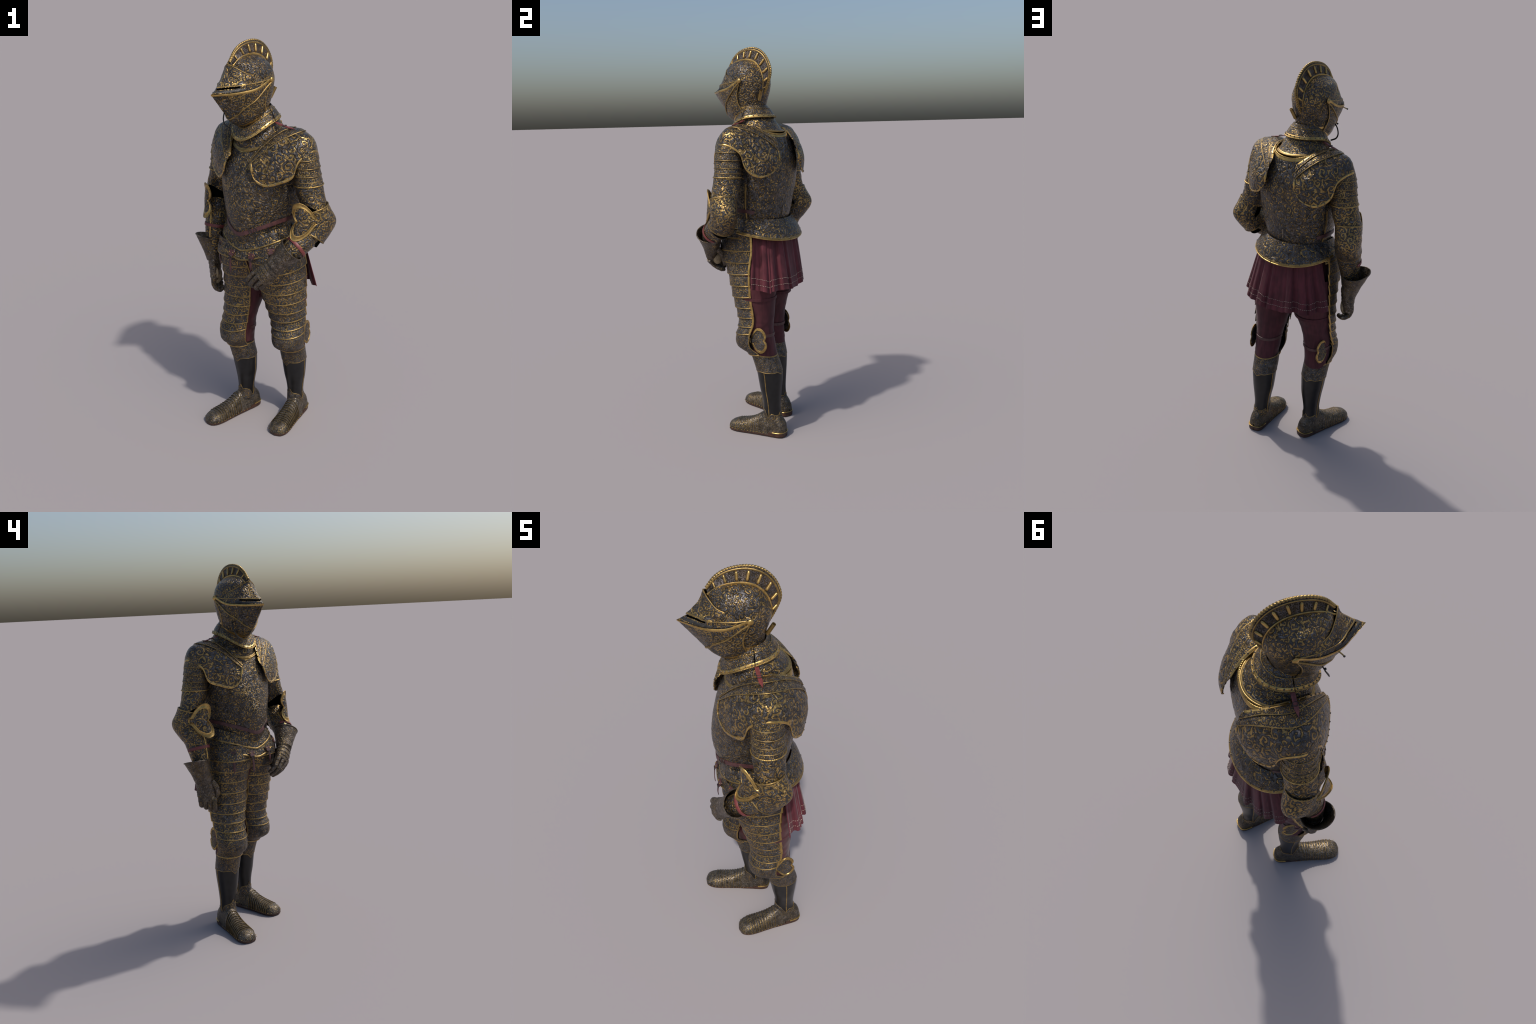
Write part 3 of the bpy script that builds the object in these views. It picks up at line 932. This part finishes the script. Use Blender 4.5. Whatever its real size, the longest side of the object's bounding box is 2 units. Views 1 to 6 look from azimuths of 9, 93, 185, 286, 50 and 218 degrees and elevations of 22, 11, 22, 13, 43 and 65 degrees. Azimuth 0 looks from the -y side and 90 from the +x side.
def build_arm(s):
    # elbow cop
    base = [(.3005, .0285, 1.266), (.308, .036, 1.228), (.314, .042, 1.19), (.309, .030, 1.155), (.300, .008, 1.125)]
    nudge = A(.002, -.007, 0) if s > 0 else A(0, 0, 0)
    cp = side(base, s) + nudge
    tip = side(A(.363, .115, 1.190), s) + nudge
    P = couter(s, cp, tip, 0.0655)
    co = plate("couter", P, M_ARM, None, False, 0.0028, 0.0012)
    band("couter_border", P, 'v0', 0.0, 0.006, M_GILT2, co, 0.0013)
    band("couter_border", P, 'v1', 0.0, 0.006, M_LINE, co, 0.0013)
    lin = tube(crom(side([(.2805, .0265, 1.31)] + base + [(.294, -.012, 1.105)], s), 40), 0.050, 40)  # black tube in the crook of the elbow
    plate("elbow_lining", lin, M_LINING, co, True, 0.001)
    rows = [[(.336, -.024, 1.130), (.320, -.070, 1.128), (.290, -.104, 1.130), (.260, -.106, 1.134), (.238, -.092, 1.138)],
            [(.356, .006, 1.215), (.338, -.040, 1.215), (.302, -.074, 1.215), (.272, -.081, 1.215), (.247, -.072, 1.215)],
            [(.336, -.018, 1.302), (.320, -.052, 1.304), (.294, -.077, 1.305), (.267, -.086, 1.303), (.244, -.082, 1.300)]]
    saddle_wing("couter_wing", rows, s, M_ARM, co)
    # forearm
    if s > 0:
        fp = [(.314, .030, 1.186), (.302, .000, 1.148), (.289, -.040, 1.112), (.269, -.085, 1.079), (.240, -.120, 1.038), (.212, -.146, 1.002)]
        fr = [.060, .060, .057, .052, .044, .037]
    else:
        fp = [(-.306, .040, 1.188), (-.298, .016, 1.142), (-.292, -.002, 1.095), (-.291, -.017, 1.045), (-.291, -.030, .99), (-.289, -.036, .93)]
        fr = [.061, .063, .061, .055, .047, .040]
    path = crom(fp, 60)
    P = tube(path, crom(np.array(fr)[:, None], 60)[:, 0], 72)[1:]
    path = path[1:]
    va = plate("vambrace", P, M_ARM, None, True, 0.0025, 0.0013)
    # long gilt seam band and wrist strap
    n = gnormal(P, True)
    j = 8 if s > 0 else 70
    sweep("vambrace_border", P[14:44, j] + n[14:44, j] * 0.001, 0.0015, M_GILT, va, 8, up=n[20, j], r2=0.004)
    i = 31 if s > 0 else 30
    if s > 0:
        sel = np.arange(46, 46 + 40) % 72
    else:
        sel = np.arange(-20, 22) % 72
    q = P[i, sel] + n[i, sel] * 0.003
    if s > 0:
        q = q[::-1]
    else:
        q = q[::-1]
    st = strap("wrist_strap", crom(resample(q, 14), 50), 0.016, 0.003, M_LEATHER, va, unit(path[i + 1] - path[i]), 0.012)
    rivet(q[2] + n[i, sel[2]] * 0.002, st, RIVETG)
    return P

for s in (1, -1):
    build_arm(s)

# ================================================================== GAUNTLETS
def digit(name, pts, r0, r1, parent, mat, segs=5, up=(0, 0, 1)):
    """finger of overlapping scales"""
    path = crom(pts, 60)
    u = np.linspace(0, 1, 60)
    r = r0 + (r1 - r0) * u
    saw = (u * segs) % 1.0
    r = r * (0.93 + 0.12 * saw)
    r[-6:] *= np.sqrt(np.clip(1 - np.linspace(0, 1, 6) ** 2, 0.03, 1))
    return plate(name, tube(path, r, 18, up, r * 0.92), mat, parent, True, 0, cap=True, sharp=60)

def cuff(name, c0, c1, stations, up, parent=None, flare=None):
    """flared gauntlet cuff between two centres; stations = (t, r_up, r_side)"""
    st = crom(np.array(stations), 40)
    path = np.array([A(*c0) * (1 - t) + A(*c1) * t for t in st[:, 0]])
    P = tube(path, st[:, 1], 96, up, st[:, 2])
    if flare is not None:
        P = flare(P, st[:, 0])
    g = plate(name, P, M_GAUNT, parent, True, 0.003, 0.0012, flip=False)
    sweep(name + "_rim", np.concatenate([P[0], P[0][:2]]), 0.0026, M_GAUNT, g, 8)
    nn = gnormal(P, True)
    return g, P

def build_gauntlet_left():
    c0, c1 = A(.271, -.101, 1.082), A(.205, -.150, 1.000)
    g, P = cuff("gauntlet_cuff", c0, c1, [(0, .068, .060), (.35, .058, .053), (.7, .049, .046), (1.0, .043, .043)], A(.62, -.76, -.05))
    # wrist and back of the hand: lames
    wide = A(.84, .12, -.54)
    wr = crom([(.216, -.144, 1.010), (.194, -.158, .985), (.170, -.174, .960), (.147, -.186, .938)], 48)
    u = np.linspace(0, 1, 48)
    saw = (u * 5) % 1
    rt = np.interp(u, [0, .5, 1], [.040, .033, .023]) * (0.94 + .11 * saw)
    rw = np.interp(u, [0, .5, 1], [.043, .047, .046]) * (0.97 + .05 * saw)
    hand = plate("gauntlet_hand", tube(wr, rw, 48, wide, rt), M_GAUNT, g, True, 0, cap=True, sharp=60)
    knuckles = [(.116, -.192, .957), (.136, -.198, .938), (.158, -.194, .922), (.178, -.182, .914)]
    tips = [(.067, -.164, .885), (.080, -.160, .866), (.102, -.147, .855), (.130, -.136, .862)]
    for kn, tp in zip(knuckles, tips):
        kn, tp = A(*kn), A(*tp)
        mid = (kn + tp) / 2 + A(-.010, -.016, -.006)
        digit("finger", [kn + A(.024, .010, .018), kn, mid, tp], .0150, .0110, hand, M_GAUNT, 5, up=wide)
    digit("thumb", [(.205, -.118, .995), (.182, -.104, .965), (.158, -.108, .925), (.132, -.124, .895)], .0165, .011, hand, M_GAUNT, 4)
    pl = icosphere(0.028, 3, 1.0, .8, 1.25, "palm")
    o = obj("palm", pl, M_BUFF, hand); o.location = (.160, -.150, .935)

def build_gauntlet_right():
    c0, c1 = A(-.328, -.034, 1.000), A(-.287, -.040, .885)
    def flare(P, t):
        # the rim stands higher on the outer and front side
        d = P - P.mean(1, keepdims=True)
        P = P.copy()
        k = (1 - t)[:, None]
        P[..., 2] += k * (-.45 * d[..., 0] - .20 * d[..., 1])
        return P
    wide = unit(A(.72, -.69, 0))
    g, P = cuff("gauntlet_cuff", c0, c1, [(0, .068, .070), (.25, .060, .062), (.6, .051, .050), (1.0, .048, .042)], wide, None, flare)
    back = A(-.69, -.72, 0)          # direction the back of the hand faces
    wr = crom([(-.288, -.038, .905), (-.285, -.042, .865), (-.284, -.045, .825), (-.285, -.048, .780)], 48)
    u = np.linspace(0, 1, 48)
    saw = (u * 5) % 1
    rw = np.interp(u, [0, .3, .7, 1], [.046, .049, .050, .045]) * (0.98 + .04 * saw)
    rt = np.interp(u, [0, .5, 1], [.040, .033, .026]) * (0.96 + .08 * saw)
    hand = plate("gauntlet_hand", tube(wr, rw, 48, wide, rt), M_GAUNT, g, True, 0, cap=True, sharp=60)
    for k in range(4):
        t = -.033 + .0235 * k
        c = A(-.281, -.047, .030 * (1 - k / 3) ** 1.3) + wide * t
        pts = [c + back * .004 + A(0, 0, .800), c + back * .014 + A(0, 0, .772), c + back * .006 + A(0, 0, .738),
               c - back * .018 + A(0, 0, .722), c - back * .038 + A(0, 0, .728 + .003 * k)]
        digit("finger", pts, .0160, .0120, hand, M_GAUNT, 5, up=wide)
    digit("thumb", [(-.266, -.074, .890), (-.250, -.087, .862), (-.243, -.088, .830), (-.245, -.080, .796)], .0165, .0120, hand, M_GAUNT, 4, up=wide)
    o = obj("palm", icosphere(0.034, 3, .7, 1.0, 1.5, "palm"), M_BUFF, hand); o.location = (-.268, -.052, .800)
    o = obj("thumb_lining", icosphere(0.012, 3, .8, .8, 2.4, "thumb_lining"), M_BUFF, hand); o.location = (-.235, -.084, .830)

build_gauntlet_left()
build_gauntlet_right()

# ================================================================== LEGS
LEG = {  # z, cx, cy, rx, ry   (whole thigh outline incl. plates)
    1: A(1.06, .088, .030, .118, .166, .98, .088, .030, .121, .172, .88, .100, .036, .119, .134, .75, .109, .048, .107, .110,
         .62, .118, .064, .087, .092, .53, .132, .044, .078, .080, .45, .116, .086, .068, .070).reshape(-1, 5)[::-1],
    -1: A(1.06, -.094, .022, .124, .162, .98, -.096, .022, .127, .170, .88, -.103, .018, .122, .134, .75, -.112, .007, .112, .113,
          .62, -.129, -.023, .089, .091, .53, -.138, -.056, .080, .083, .45, -.139, -.043, .071, .073).reshape(-1, 5)[::-1]}
GRV = {
    1: A(.10, .103, .140, .042, .052, .15, .103, .138, .041, .047, .20, .103, .137, .047, .050, .25, .103, .134, .056, .057, .30, .103, .132, .060, .064, .35, .104, .128, .063, .069,
         .40, .107, .114, .065, .069, .46, .114, .096, .066, .068).reshape(-1, 5),
    -1: A(.10, -.139, .008, .042, .052, .15, -.139, .008, .042, .047, .20, -.136, .007, .048, .051, .25, -.133, .005, .057, .057, .30, -.134, .002, .063, .062, .35, -.135, -.002, .067, .066,
          .40, -.136, -.014, .068, .068, .46, -.138, -.030, .069, .070).reshape(-1, 5)}

def at_z(tab, z):
    return [np.interp(z, tab[:, 0], tab[:, k]) for k in range(1, 5)]

def smooth_tab(tab, n=60):
    return crom(tab, n)

def build_leg(s):
    tab = smooth_tab(LEG[s])
    def ringl(z, th, grow=0.0, pf=2.0):
        cx, cy, rx, ry = at_z(tab, z)
        return ring(z, s * (rx + grow), cy, ry + grow, ry + grow, pf, 2.0, th, cx)
    # hose: tube slightly inside the plates, straight at the back of the knee
    zs = np.linspace(.425, .93, 80)
    hose_c = {1: A(.42, .112, .112, .062, .062, .48, .114, .100, .066, .066, .55, .117, .082, .071, .071, .65, .114, .070, .085, .085,
                   .75, .111, .060, .102, .102, .85, .104, .048, .114, .118, .95, .095, .040, .118, .125).reshape(-1, 5),
              -1: A(.42, -.138, -.012, .063, .063, .48, -.136, -.018, .067, .067, .55, -.131, -.020, .073, .073, .65, -.122, -.010, .084, .084,
                    .75, -.110, .008, .103, .099, .85, -.102, .020, .114, .112, .95, -.095, .036, .118, .125).reshape(-1, 5)}[s]
    ht = crom(hose_c, 80)
    P = np.array([ring(z, a, cy, b, b, 2, 2, TA, cx) for z, cx, cy, a, b in ht])
    n = gnormal(P, True)
    wr = vnoise(P * A(1, 1, 3), 9) * 0.003 + vnoise(P * A(1, 1, 2.2) + 5, 22) * 0.0015
    P = P + n * wr[..., None]
    hose = plate("hose", P, M_HOSE, None, True, 0)
    # straps round the back of the thigh
    for z in ((.755, .56) if s > 0 else (.74, .545)):
        i = np.argmin(np.abs(ht[:, 0] - z))
        sel = np.arange(34, 127)
        q = P[i, sel] + n[i, sel] * 0.002
        q[:, 2] += 0.014 * np.cos((np.linspace(0, 1, len(q)) - .5) * pi) * -1 + 0.012 * np.sign(s)*0
        strap("thigh_strap", crom(resample(q, 16), 60), 0.016, 0.0025, M_HOSE if z > .6 else M_BROWN, hose, (0, 0, 1))
        o = obj("strap_buckle", icosphere(0.008, 2, 1, 1, 1, "strap_buckle"), M_DARK, hose); o.location = tuple(q[4 if s > 0 else -4])
    # laminated cuisse in front
    zz = [1.062, .985, .925, .866, .806, .748, .692, .640, .592, .552]
    for k in range(len(zz) - 1):
        zt, zb = zz[k] + .007, zz[k + 1]
        rows = []
        for v in np.linspace(0, 1, 16):
            z = zt + (zb - zt) * v
            th = np.radians(np.linspace(np.interp(z, [.55, .66, .76, .88, .98], [-74, -60, -50, -48, -42]), 116 if s > 0 else 103, 110))
            pf = np.interp(z, [.85, .98], [2.0, 2.3])
            R = ringl(z, th, -0.0006 + 0.0080 * v, pf)
            R[:, 2] += -0.010 * np.cos(th) + 0.004
            rows.append(R)
        L = np.array(rows)
        if s < 0 and False:
            pass
        lame = plate("cuisse_lame", L, M_LEG, hose, False, 0.0026, 0.0008)
        band("cuisse_border", L, 'v1', 0.0, 0.0055, M_GILT2, lame, 0.0010)
        band("cuisse_border", L, 'u1', 0.0, 0.011, M_GILT, lame, 0.0014)
        band("cuisse_border", L, 'u0', 0.0, 0.006, M_GILT2, lame, 0.0012)
        if k in (4, 6):
            nn = gnormal(L)
            rivet(L[8, 98] + nn[8, 98] * 0.001, lame)
    # knee cop
    th = np.radians(np.linspace(-76, 114 if s > 0 else 106, 110))
    K = {1: A(.570, .128, .050, .081, .084, .545, .131, .045, .084, .088, .515, .132, .042, .084, .088, .488, .130, .047, .081, .086, .470, .124, .064, .076, .078, .456, .119, .084, .072, .074, .443, .116, .093, .0705, .0725).reshape(-1, 5),
         -1: A(.570, -.135, -.045, .083, .086, .545, -.138, -.054, .086, .090, .515, -.138, -.057, .086, .090, .488, -.138, -.055, .083, .087, .470, -.139, -.045, .078, .080, .456, -.139, -.033, .075, .076, .443, -.139, -.029, .0735, .0745).reshape(-1, 5)}[s]
    P = np.array([ring(z, s * a, cy, b, b, 2, 2, th, cx) for z, cx, cy, a, b in crom(K, 44)])
    P[..., 2] += -0.006 * np.cos(th)[None]
    po = plate("poleyn", P, M_KNEE, None, False, 0.003, 0.0012)
    band("poleyn_border", P, 'v1', 0.0, 0.006, M_GILT, po, 0.0015)
    band("poleyn_border", P, 'v0', 0.0, 0.004, M_GILT2, po, 0.0012)
    for e in ('u0', 'u1'):
        band("poleyn_border", P, e, 0.0, 0.006, M_GILT2, po, 0.0013)
    cx, cy = (.132, .044) if s > 0 else (-.138, -.056)
    o = A(cx + s * .066, cy + .014, .524)
    pd = A(-s * .10, 1.0, .10)
    qd = A(0, -.1, 1) if s > 0 else A(0, .1, -1)
    wing("poleyn_wing", o, pd, qd, 0.108, 0.130, -0.008, M_KNEE, po, 0.006, 0.0)
    # greave
    g = smooth_tab(GRV[s], 70)
    P = np.array([ring(z, s * a, cy, b, b, 2, 2, TA, cx) for z, cx, cy, a, b in g])
    gr = plate("greave", P, M_BLACK, None, True, 0.002, 0)
    n = gnormal(P, True)
    def zone(z0, z1, name, mat, lift):
        """etched area on the greave between two wavy limits"""
        rows = []
        for v in np.linspace(0, 1, 22):
            R = []
            for j, t in enumerate(TA):
                a, b = z0(t), z1(t)
                z = a + (b - a) * v
                cx_, cy_, rx, ry = at_z(g, z)
                R.append((cx_ + s * (rx + lift) * math.sin(t), cy_ - (ry + lift) * math.cos(t), z))
            rows.append(R)
        return np.array(rows)
    point = lambda t, c, w: max(0.0, 1 - abs((t - c + pi) % (2 * pi) - pi) / w)
    wav = lambda t: 0.0015 * math.sin(5 * t) + 0.001 * math.sin(9 * t + 1)
    Z = zone(lambda t: .462 - .022 * (1 - math.cos(t)) / 2, lambda t: .352 + wav(t) - .026 * point(t, 0, .35) - .012 * point(t, pi, .4), "x", None, .0016)
    up = plate("greave_top", Z, M_KNEE, gr, True, 0.002, 0.0006)
    band("greave_top_border", Z, 'v1', 0.0, 0.0035, M_GILT2, up, 0.0008, wrap=True)
    band("greave_top_border", Z, 'v0', 0.0, 0.006, M_GILT2, up, 0.0008, wrap=True)
    Z = zone(lambda t: .150 - .035 * (1 - math.cos(t)) / 2 + wav(t) + .022 * point(t, 0, .3) + .02 * point(t, pi, .3) - .03 * point(t, pi / 2, .4) - .03 * point(t, -pi / 2, .4), lambda t: .085, "x", None, .0016)
    lo = plate("greave_ankle", Z, M_KNEE, gr, True, 0.002, 0.0006)
    band("greave_ankle_border", Z, 'v0', 0.0, 0.0035, M_GILT2, lo, 0.0008, wrap=True)
    for t in (pi / 2 + .12, -pi / 2 - .12):
        zz_ = np.linspace(.10, .355, 40)
        pts = []
        for z in zz_:
            cx_, cy_, rx, ry = at_z(g, z)
            pts.append((cx_ + s * (rx + .001) * math.sin(t), cy_ - (ry + .001) * math.cos(t), z))
        sweep("greave_seam", pts, 0.0012, M_GILT2, gr, 8, up=(s * math.sin(t), -math.cos(t), 0), r2=0.0026)

def build_foot(s):
    if s > 0:
        heel, toe, ank = A(.098, .220, 0), A(.149, -.107, 0), GRV[1]
    else:
        heel, toe, ank = A(-.128, .092, 0), A(-.205, -.252, 0), GRV[-1]
    f = unit(toe - heel)
    L = np.linalg.norm(toe - heel)
    w = A(-f[1], f[0], 0)   # lateral
    # stations: distance, half width, top z
    st = A(.000, .003, .045, .006, .026, .080, .022, .036, .105, .045, .040, .122, .075, .041, .134, .105, .042, .134, .130, .043, .125,
           .155, .043, .106, .185, .045, .088, .215, .047, .076, .25, .050, .066, .28, .051, .060, .305, .048, .055, .325, .040, .047,
           .338, .028, .037, .346, .002, .020).reshape(-1, 3)
    st[:, 0] *= L / .346
    st[:, 2] = np.maximum(st[:, 2] - 0.005, 0.014)
    st = crom(st, 120)
    base = 0.011
    n = 40
    th = np.linspace(0, pi, n)
    def section(d, hw, zt, k=1.0):
        x = hw * np.cos(th)
        e = 0.80
        xx = hw * np.sign(np.cos(th)) * np.abs(np.cos(th)) ** e
        zz = base + (zt - base) * np.sin(th) ** 0.85
        c = heel + f * d
        return c[None] + w[None] * xx[:, None] * k + A(0, 0, 1)[None] * (base + (zz - base) * k)[:, None]
    full = np.array([section(*q) for q in st])
    shoe = plate("sabaton", full, M_SHOE, None, False, 0, 0.0006)
    # articulated lames across the instep
    edges = np.linspace(.135, .288, 12) * L / .346
    for k in range(11):
        d = np.linspace(edges[k] - .003, edges[k + 1], 8)
        rows = []
        for i, q in enumerate(d):
            hw, zt = np.interp(q, st[:, 0], st[:, 1]), np.interp(q, st[:, 0], st[:, 2])
            g = 0.0006 + 0.0042 * i / 7
            rows.append(section(q, hw + g, zt + g))
        R = np.array(rows)
        la = plate("sabaton_lame", R, M_SHOE, shoe, False, 0.0016, 0.0004)
        sweep("sabaton_lame_edge", R[-1], 0.0008, M_GILT2, la, 6)
    # toe cap
    d = np.linspace(edges[-1] - .004, L * 0.9995, 40)
    R = np.array([section(q, np.interp(q, st[:, 0], st[:, 1]) + .002, np.interp(q, st[:, 0], st[:, 2]) + .0024) for q in d])
    cap = plate("toe_cap", R, M_SHOE, shoe, False, 0.0015, 0.0006)
    sweep("toe_cap_edge", R[0], 0.0014, M_GILT2, cap, 6)
    # sole and heel
    def outline(z, g):
        a = np.array([heel + f * d + w * (hw + g) for d, hw in zip(st[:, 0], st[:, 1])])
        b = np.array([heel + f * d - w * (hw + g) for d, hw in zip(st[:, 0], st[:, 1])])[::-1]
        o = np.concatenate([a, b]); o[:, 2] = z
        c = o.mean(0); 
        return o
    S = np.array([outline(0.0005, 0.000), outline(0.002, .002), outline(.010, .0025), outline(.013, .001)])
    so = plate("sole", S, M_SOLE, shoe, True, 0, cap=True, sharp=50)
    hs = st[:, 0] < .085
    def hout(z, g):
        a = np.array([heel + f * d + w * (hw + g) for d, hw in zip(st[hs, 0], st[hs, 1])])
        b = np.array([heel + f * d - w * (hw + g) for d, hw in zip(st[hs, 0], st[hs, 1])])[::-1]
        o = np.concatenate([a, b]); o[:, 2] = z
        return o
    plate("heel", np.array([hout(0.0, .001), hout(.018, .003), hout(.022, .0025)]), M_SOLE, shoe, True, 0, cap=True, sharp=50)
    q = hout(.025, .0018)
    m = len(q) // 2
    sweep("spur_plate", np.concatenate([q[m:], q[:m]])[6:-6], 0.0022, M_GILT, shoe, 8, up=(0, 0, 1), r2=0.004)
    # rivets along the welt
    dd = np.linspace(.115, .325, 12) * L / .346
    for sd in (1, -1):
        for d in dd:
            hw = np.interp(d, st[:, 0], st[:, 1])
            rivet(heel + f * d + w * sd * (hw + .0062) + A(0, 0, .017), shoe, RIVETG, 0.75)

for s in (1, -1):
    build_leg(s)
    build_foot(s)

# ================================================================== HIPS, SKIRT, STRAPS
def build_cloth():
    # seat of the hose
    S = A(.775, .060, .03, -.030, .085, .81, .120, .03, -.050, .118, .86, .165, .03, -.080, .140, .93, .185, .03, -.100, .150, 1.0, .182, .025, -.115, .150, 1.08, .165, .025, -.110, .142).reshape(-1, 6)
    P = np.array([ring(z, a, yc, yc - yf, yb - yc, 2, 2, TA) for z, a, yc, yf, yb in crom(S, 50)[:, :5]] ) if False else \
        np.array([ring(q[0], q[1], q[2], q[2] - q[3], q[4] - q[2], 2, 2, TA) for q in crom(A(
            .755, .050, .03, -.005, .075, .79, .110, .03, -.020, .110, .84, .160, .03, -.050, .135, .92, .185, .03, -.085, .150,
            1.0, .182, .025, -.115, .150, 1.09, .160, .025, -.115, .142).reshape(-1, 5), 50)])
    plate("hose_seat", P, M_HOSE, None, True, 0, cap=True)
    # pleated skirt behind
    nt = 420
    th = np.radians(np.linspace(112, 257, nt))
    rows = []
    ph = np.cumsum(np.clip(np.random.RandomState(3).normal(1, .35, nt), .3, 1.9))
    ph = np.convolve(ph, np.ones(25) / 25, 'same')
    ph = np.linspace(0, 1, nt) + 0.012 * np.sin(np.linspace(0, 31, nt)) + 0.008 * np.sin(np.linspace(0, 57, nt) + 1)
    fold = 0.6 * np.sin(ph * 2 * pi * 9.0) + 0.45 * np.sin(ph * 2 * pi * 5.3 + 1.7) + 0.35 * np.sin(ph * 2 * pi * 15.7 + .4)
    fold = np.sign(fold) * np.abs(fold) ** 0.6
    big = 0.5 + 0.5 * np.sin(ph * 2 * pi * 3.3 + 1.0)
    nv = 70
    for v in np.linspace(0, 1, nv):
        a = np.interp(v, [0, .3, 1], [.188, .208, .252])
        yb = np.interp(v, [0, .3, 1], [.175, .192, .228])
        hem = .812 - .026 * np.clip(-np.cos(th), 0, 1) + .005 * np.sin(ph * 2 * pi * 3.5 + .6) + .003 * np.sin(ph * 2 * pi * 9 + .3)
        z = 1.085 + (hem - 1.085) * v
        R = ring(lambda t: z, a, .04, .04, yb - .04, 2, 2.4, th)
        R[:, 1] -= v * 0.032 * np.clip(-R[:, 0] / .2 + .15, 0, 1)
        out = unit((R - A(0, .04, 0)) * A(1, 1, 0))
        amp = 0.003 + 0.0095 * v
        R = R + out * (amp * (fold * (0.65 + 0.5 * big)))[:, None]
        rows.append(R)
    P = np.array(rows)
    sk = plate("skirt", P, M_RED, None, False, 0.002, 0, sharp=70)
    # two rows of stitches near the hem, built as short threads
    n = gnormal(P)
    V, F = [], []
    for w in (0.028, 0.058):
        line = strip_rows(P, 'v1', w, w + .001, 2)[0]
        nl = n[-6]
        ls = np.concatenate([[0], np.cumsum(np.linalg.norm(np.diff(line, axis=0), axis=1))])
        for d in np.arange(0.004, ls[-1] - 0.01, 0.0105):
            pts = []
            for k in np.linspace(0, 1, 4):
                q = d + .0055 * k
                p = A(*[np.interp(q, ls, line[:, i]) for i in range(3)])
                nn = unit(A(*[np.interp(q, ls, nl[:, i]) for i in range(3)]))
                pts.append(p + nn * 0.0008)
            T = tube(np.array(pts), 0.0011, 6, (0, 0, 1))
            b = sum(len(x) for x in V)
            V.append(T.reshape(-1, 3))
            F += (grid_faces(4, 6, True) + b).tolist()
            F += [[b + i for i in range(5, -1, -1)], [b + 18 + i for i in range(6)]]
    o = obj("hem_stitching", new_mesh("hem_stitching", np.concatenate(V), F), M_THREAD, sk)
    o["kind"] = "stuff"
    # suspension straps from the fauld
    Pf = FAULD[0]
    Nf = gnormal(Pf)
    for x, L in ((-.047, .085), (.070, .055), (-.143, .11), (.150, .10)):
        col = int(np.argmin(np.abs(Pf[8, :, 0] - x) + (Pf[8, :, 1] > 0.03) * 9))
        nrm = unit(Nf[8, col] * A(1, 1, 0))
        ac = np.cross(nrm, A(0, 0, 1))
        p0, p1, p2 = (Pf[k, col] + nrm * .0075 for k in (9, 14, 19))
        # leather tab: wide at the rivets
        tab = crom([p0, p1, p2, p2 + (p2 - p1) * .35], 20)
        wds = np.interp(np.linspace(0, 1, 20), [0, .15, .55, 1], [.034, .041, .029, .015])
        prof = [(-.5, -.2), (-.45, .5), (.45, .5), (.5, -.2), (.45, -.5), (-.45, -.5)]
        T = np.stack([tab + ac * (wds * a)[:, None] + nrm * (.0045 * b) for a, b in prof], 1)
        sp = plate("suspension_tab", T, M_BROWN, None, True, 0, cap=True, sharp=50)
        for q in (-1, 1):
            rivet(tab[4] + ac * q * .011 + nrm * .003, sp, RIVETG, 1.0)
        end = tab[-1]
        strap("suspension_strap", crom([end + A(0, 0, .004), end + A(0, 0, -L * .5) + nrm * .004, end + A(0, 0, -L) + nrm * .002], 24), .013, .003, M_BROWN, sp, ac, .02)
        q = np.array([end + nrm * .003 + ac * (.010 * math.cos(k)) + A(0, 0, .007 * math.sin(k)) for k in np.linspace(0, 2 * pi, 20)])
        sweep("strap_buckle", q, .0016, M_DARK, sp, 8, up=nrm)
    # shoulder straps with buckles
    for s in (1, -1):
        a = side(A(.104, .004, 1.636), s)
        b = side(A(.150, .008, 1.623), s)
        c = side(A(.203, .013, 1.613), s)
        st = strap("shoulder_strap", crom([a, b, c], 30), .017, .003, M_LEATHER, None, (0, 1, 0), .03)
        q = np.array([b + A(.008 * math.cos(k), .011 * math.sin(k), .003) for k in np.linspace(0, 2 * pi, 20)])
        sweep("strap_buckle", q, .0014, M_DARK, st, 8, up=(0, 0, 1))

build_cloth()
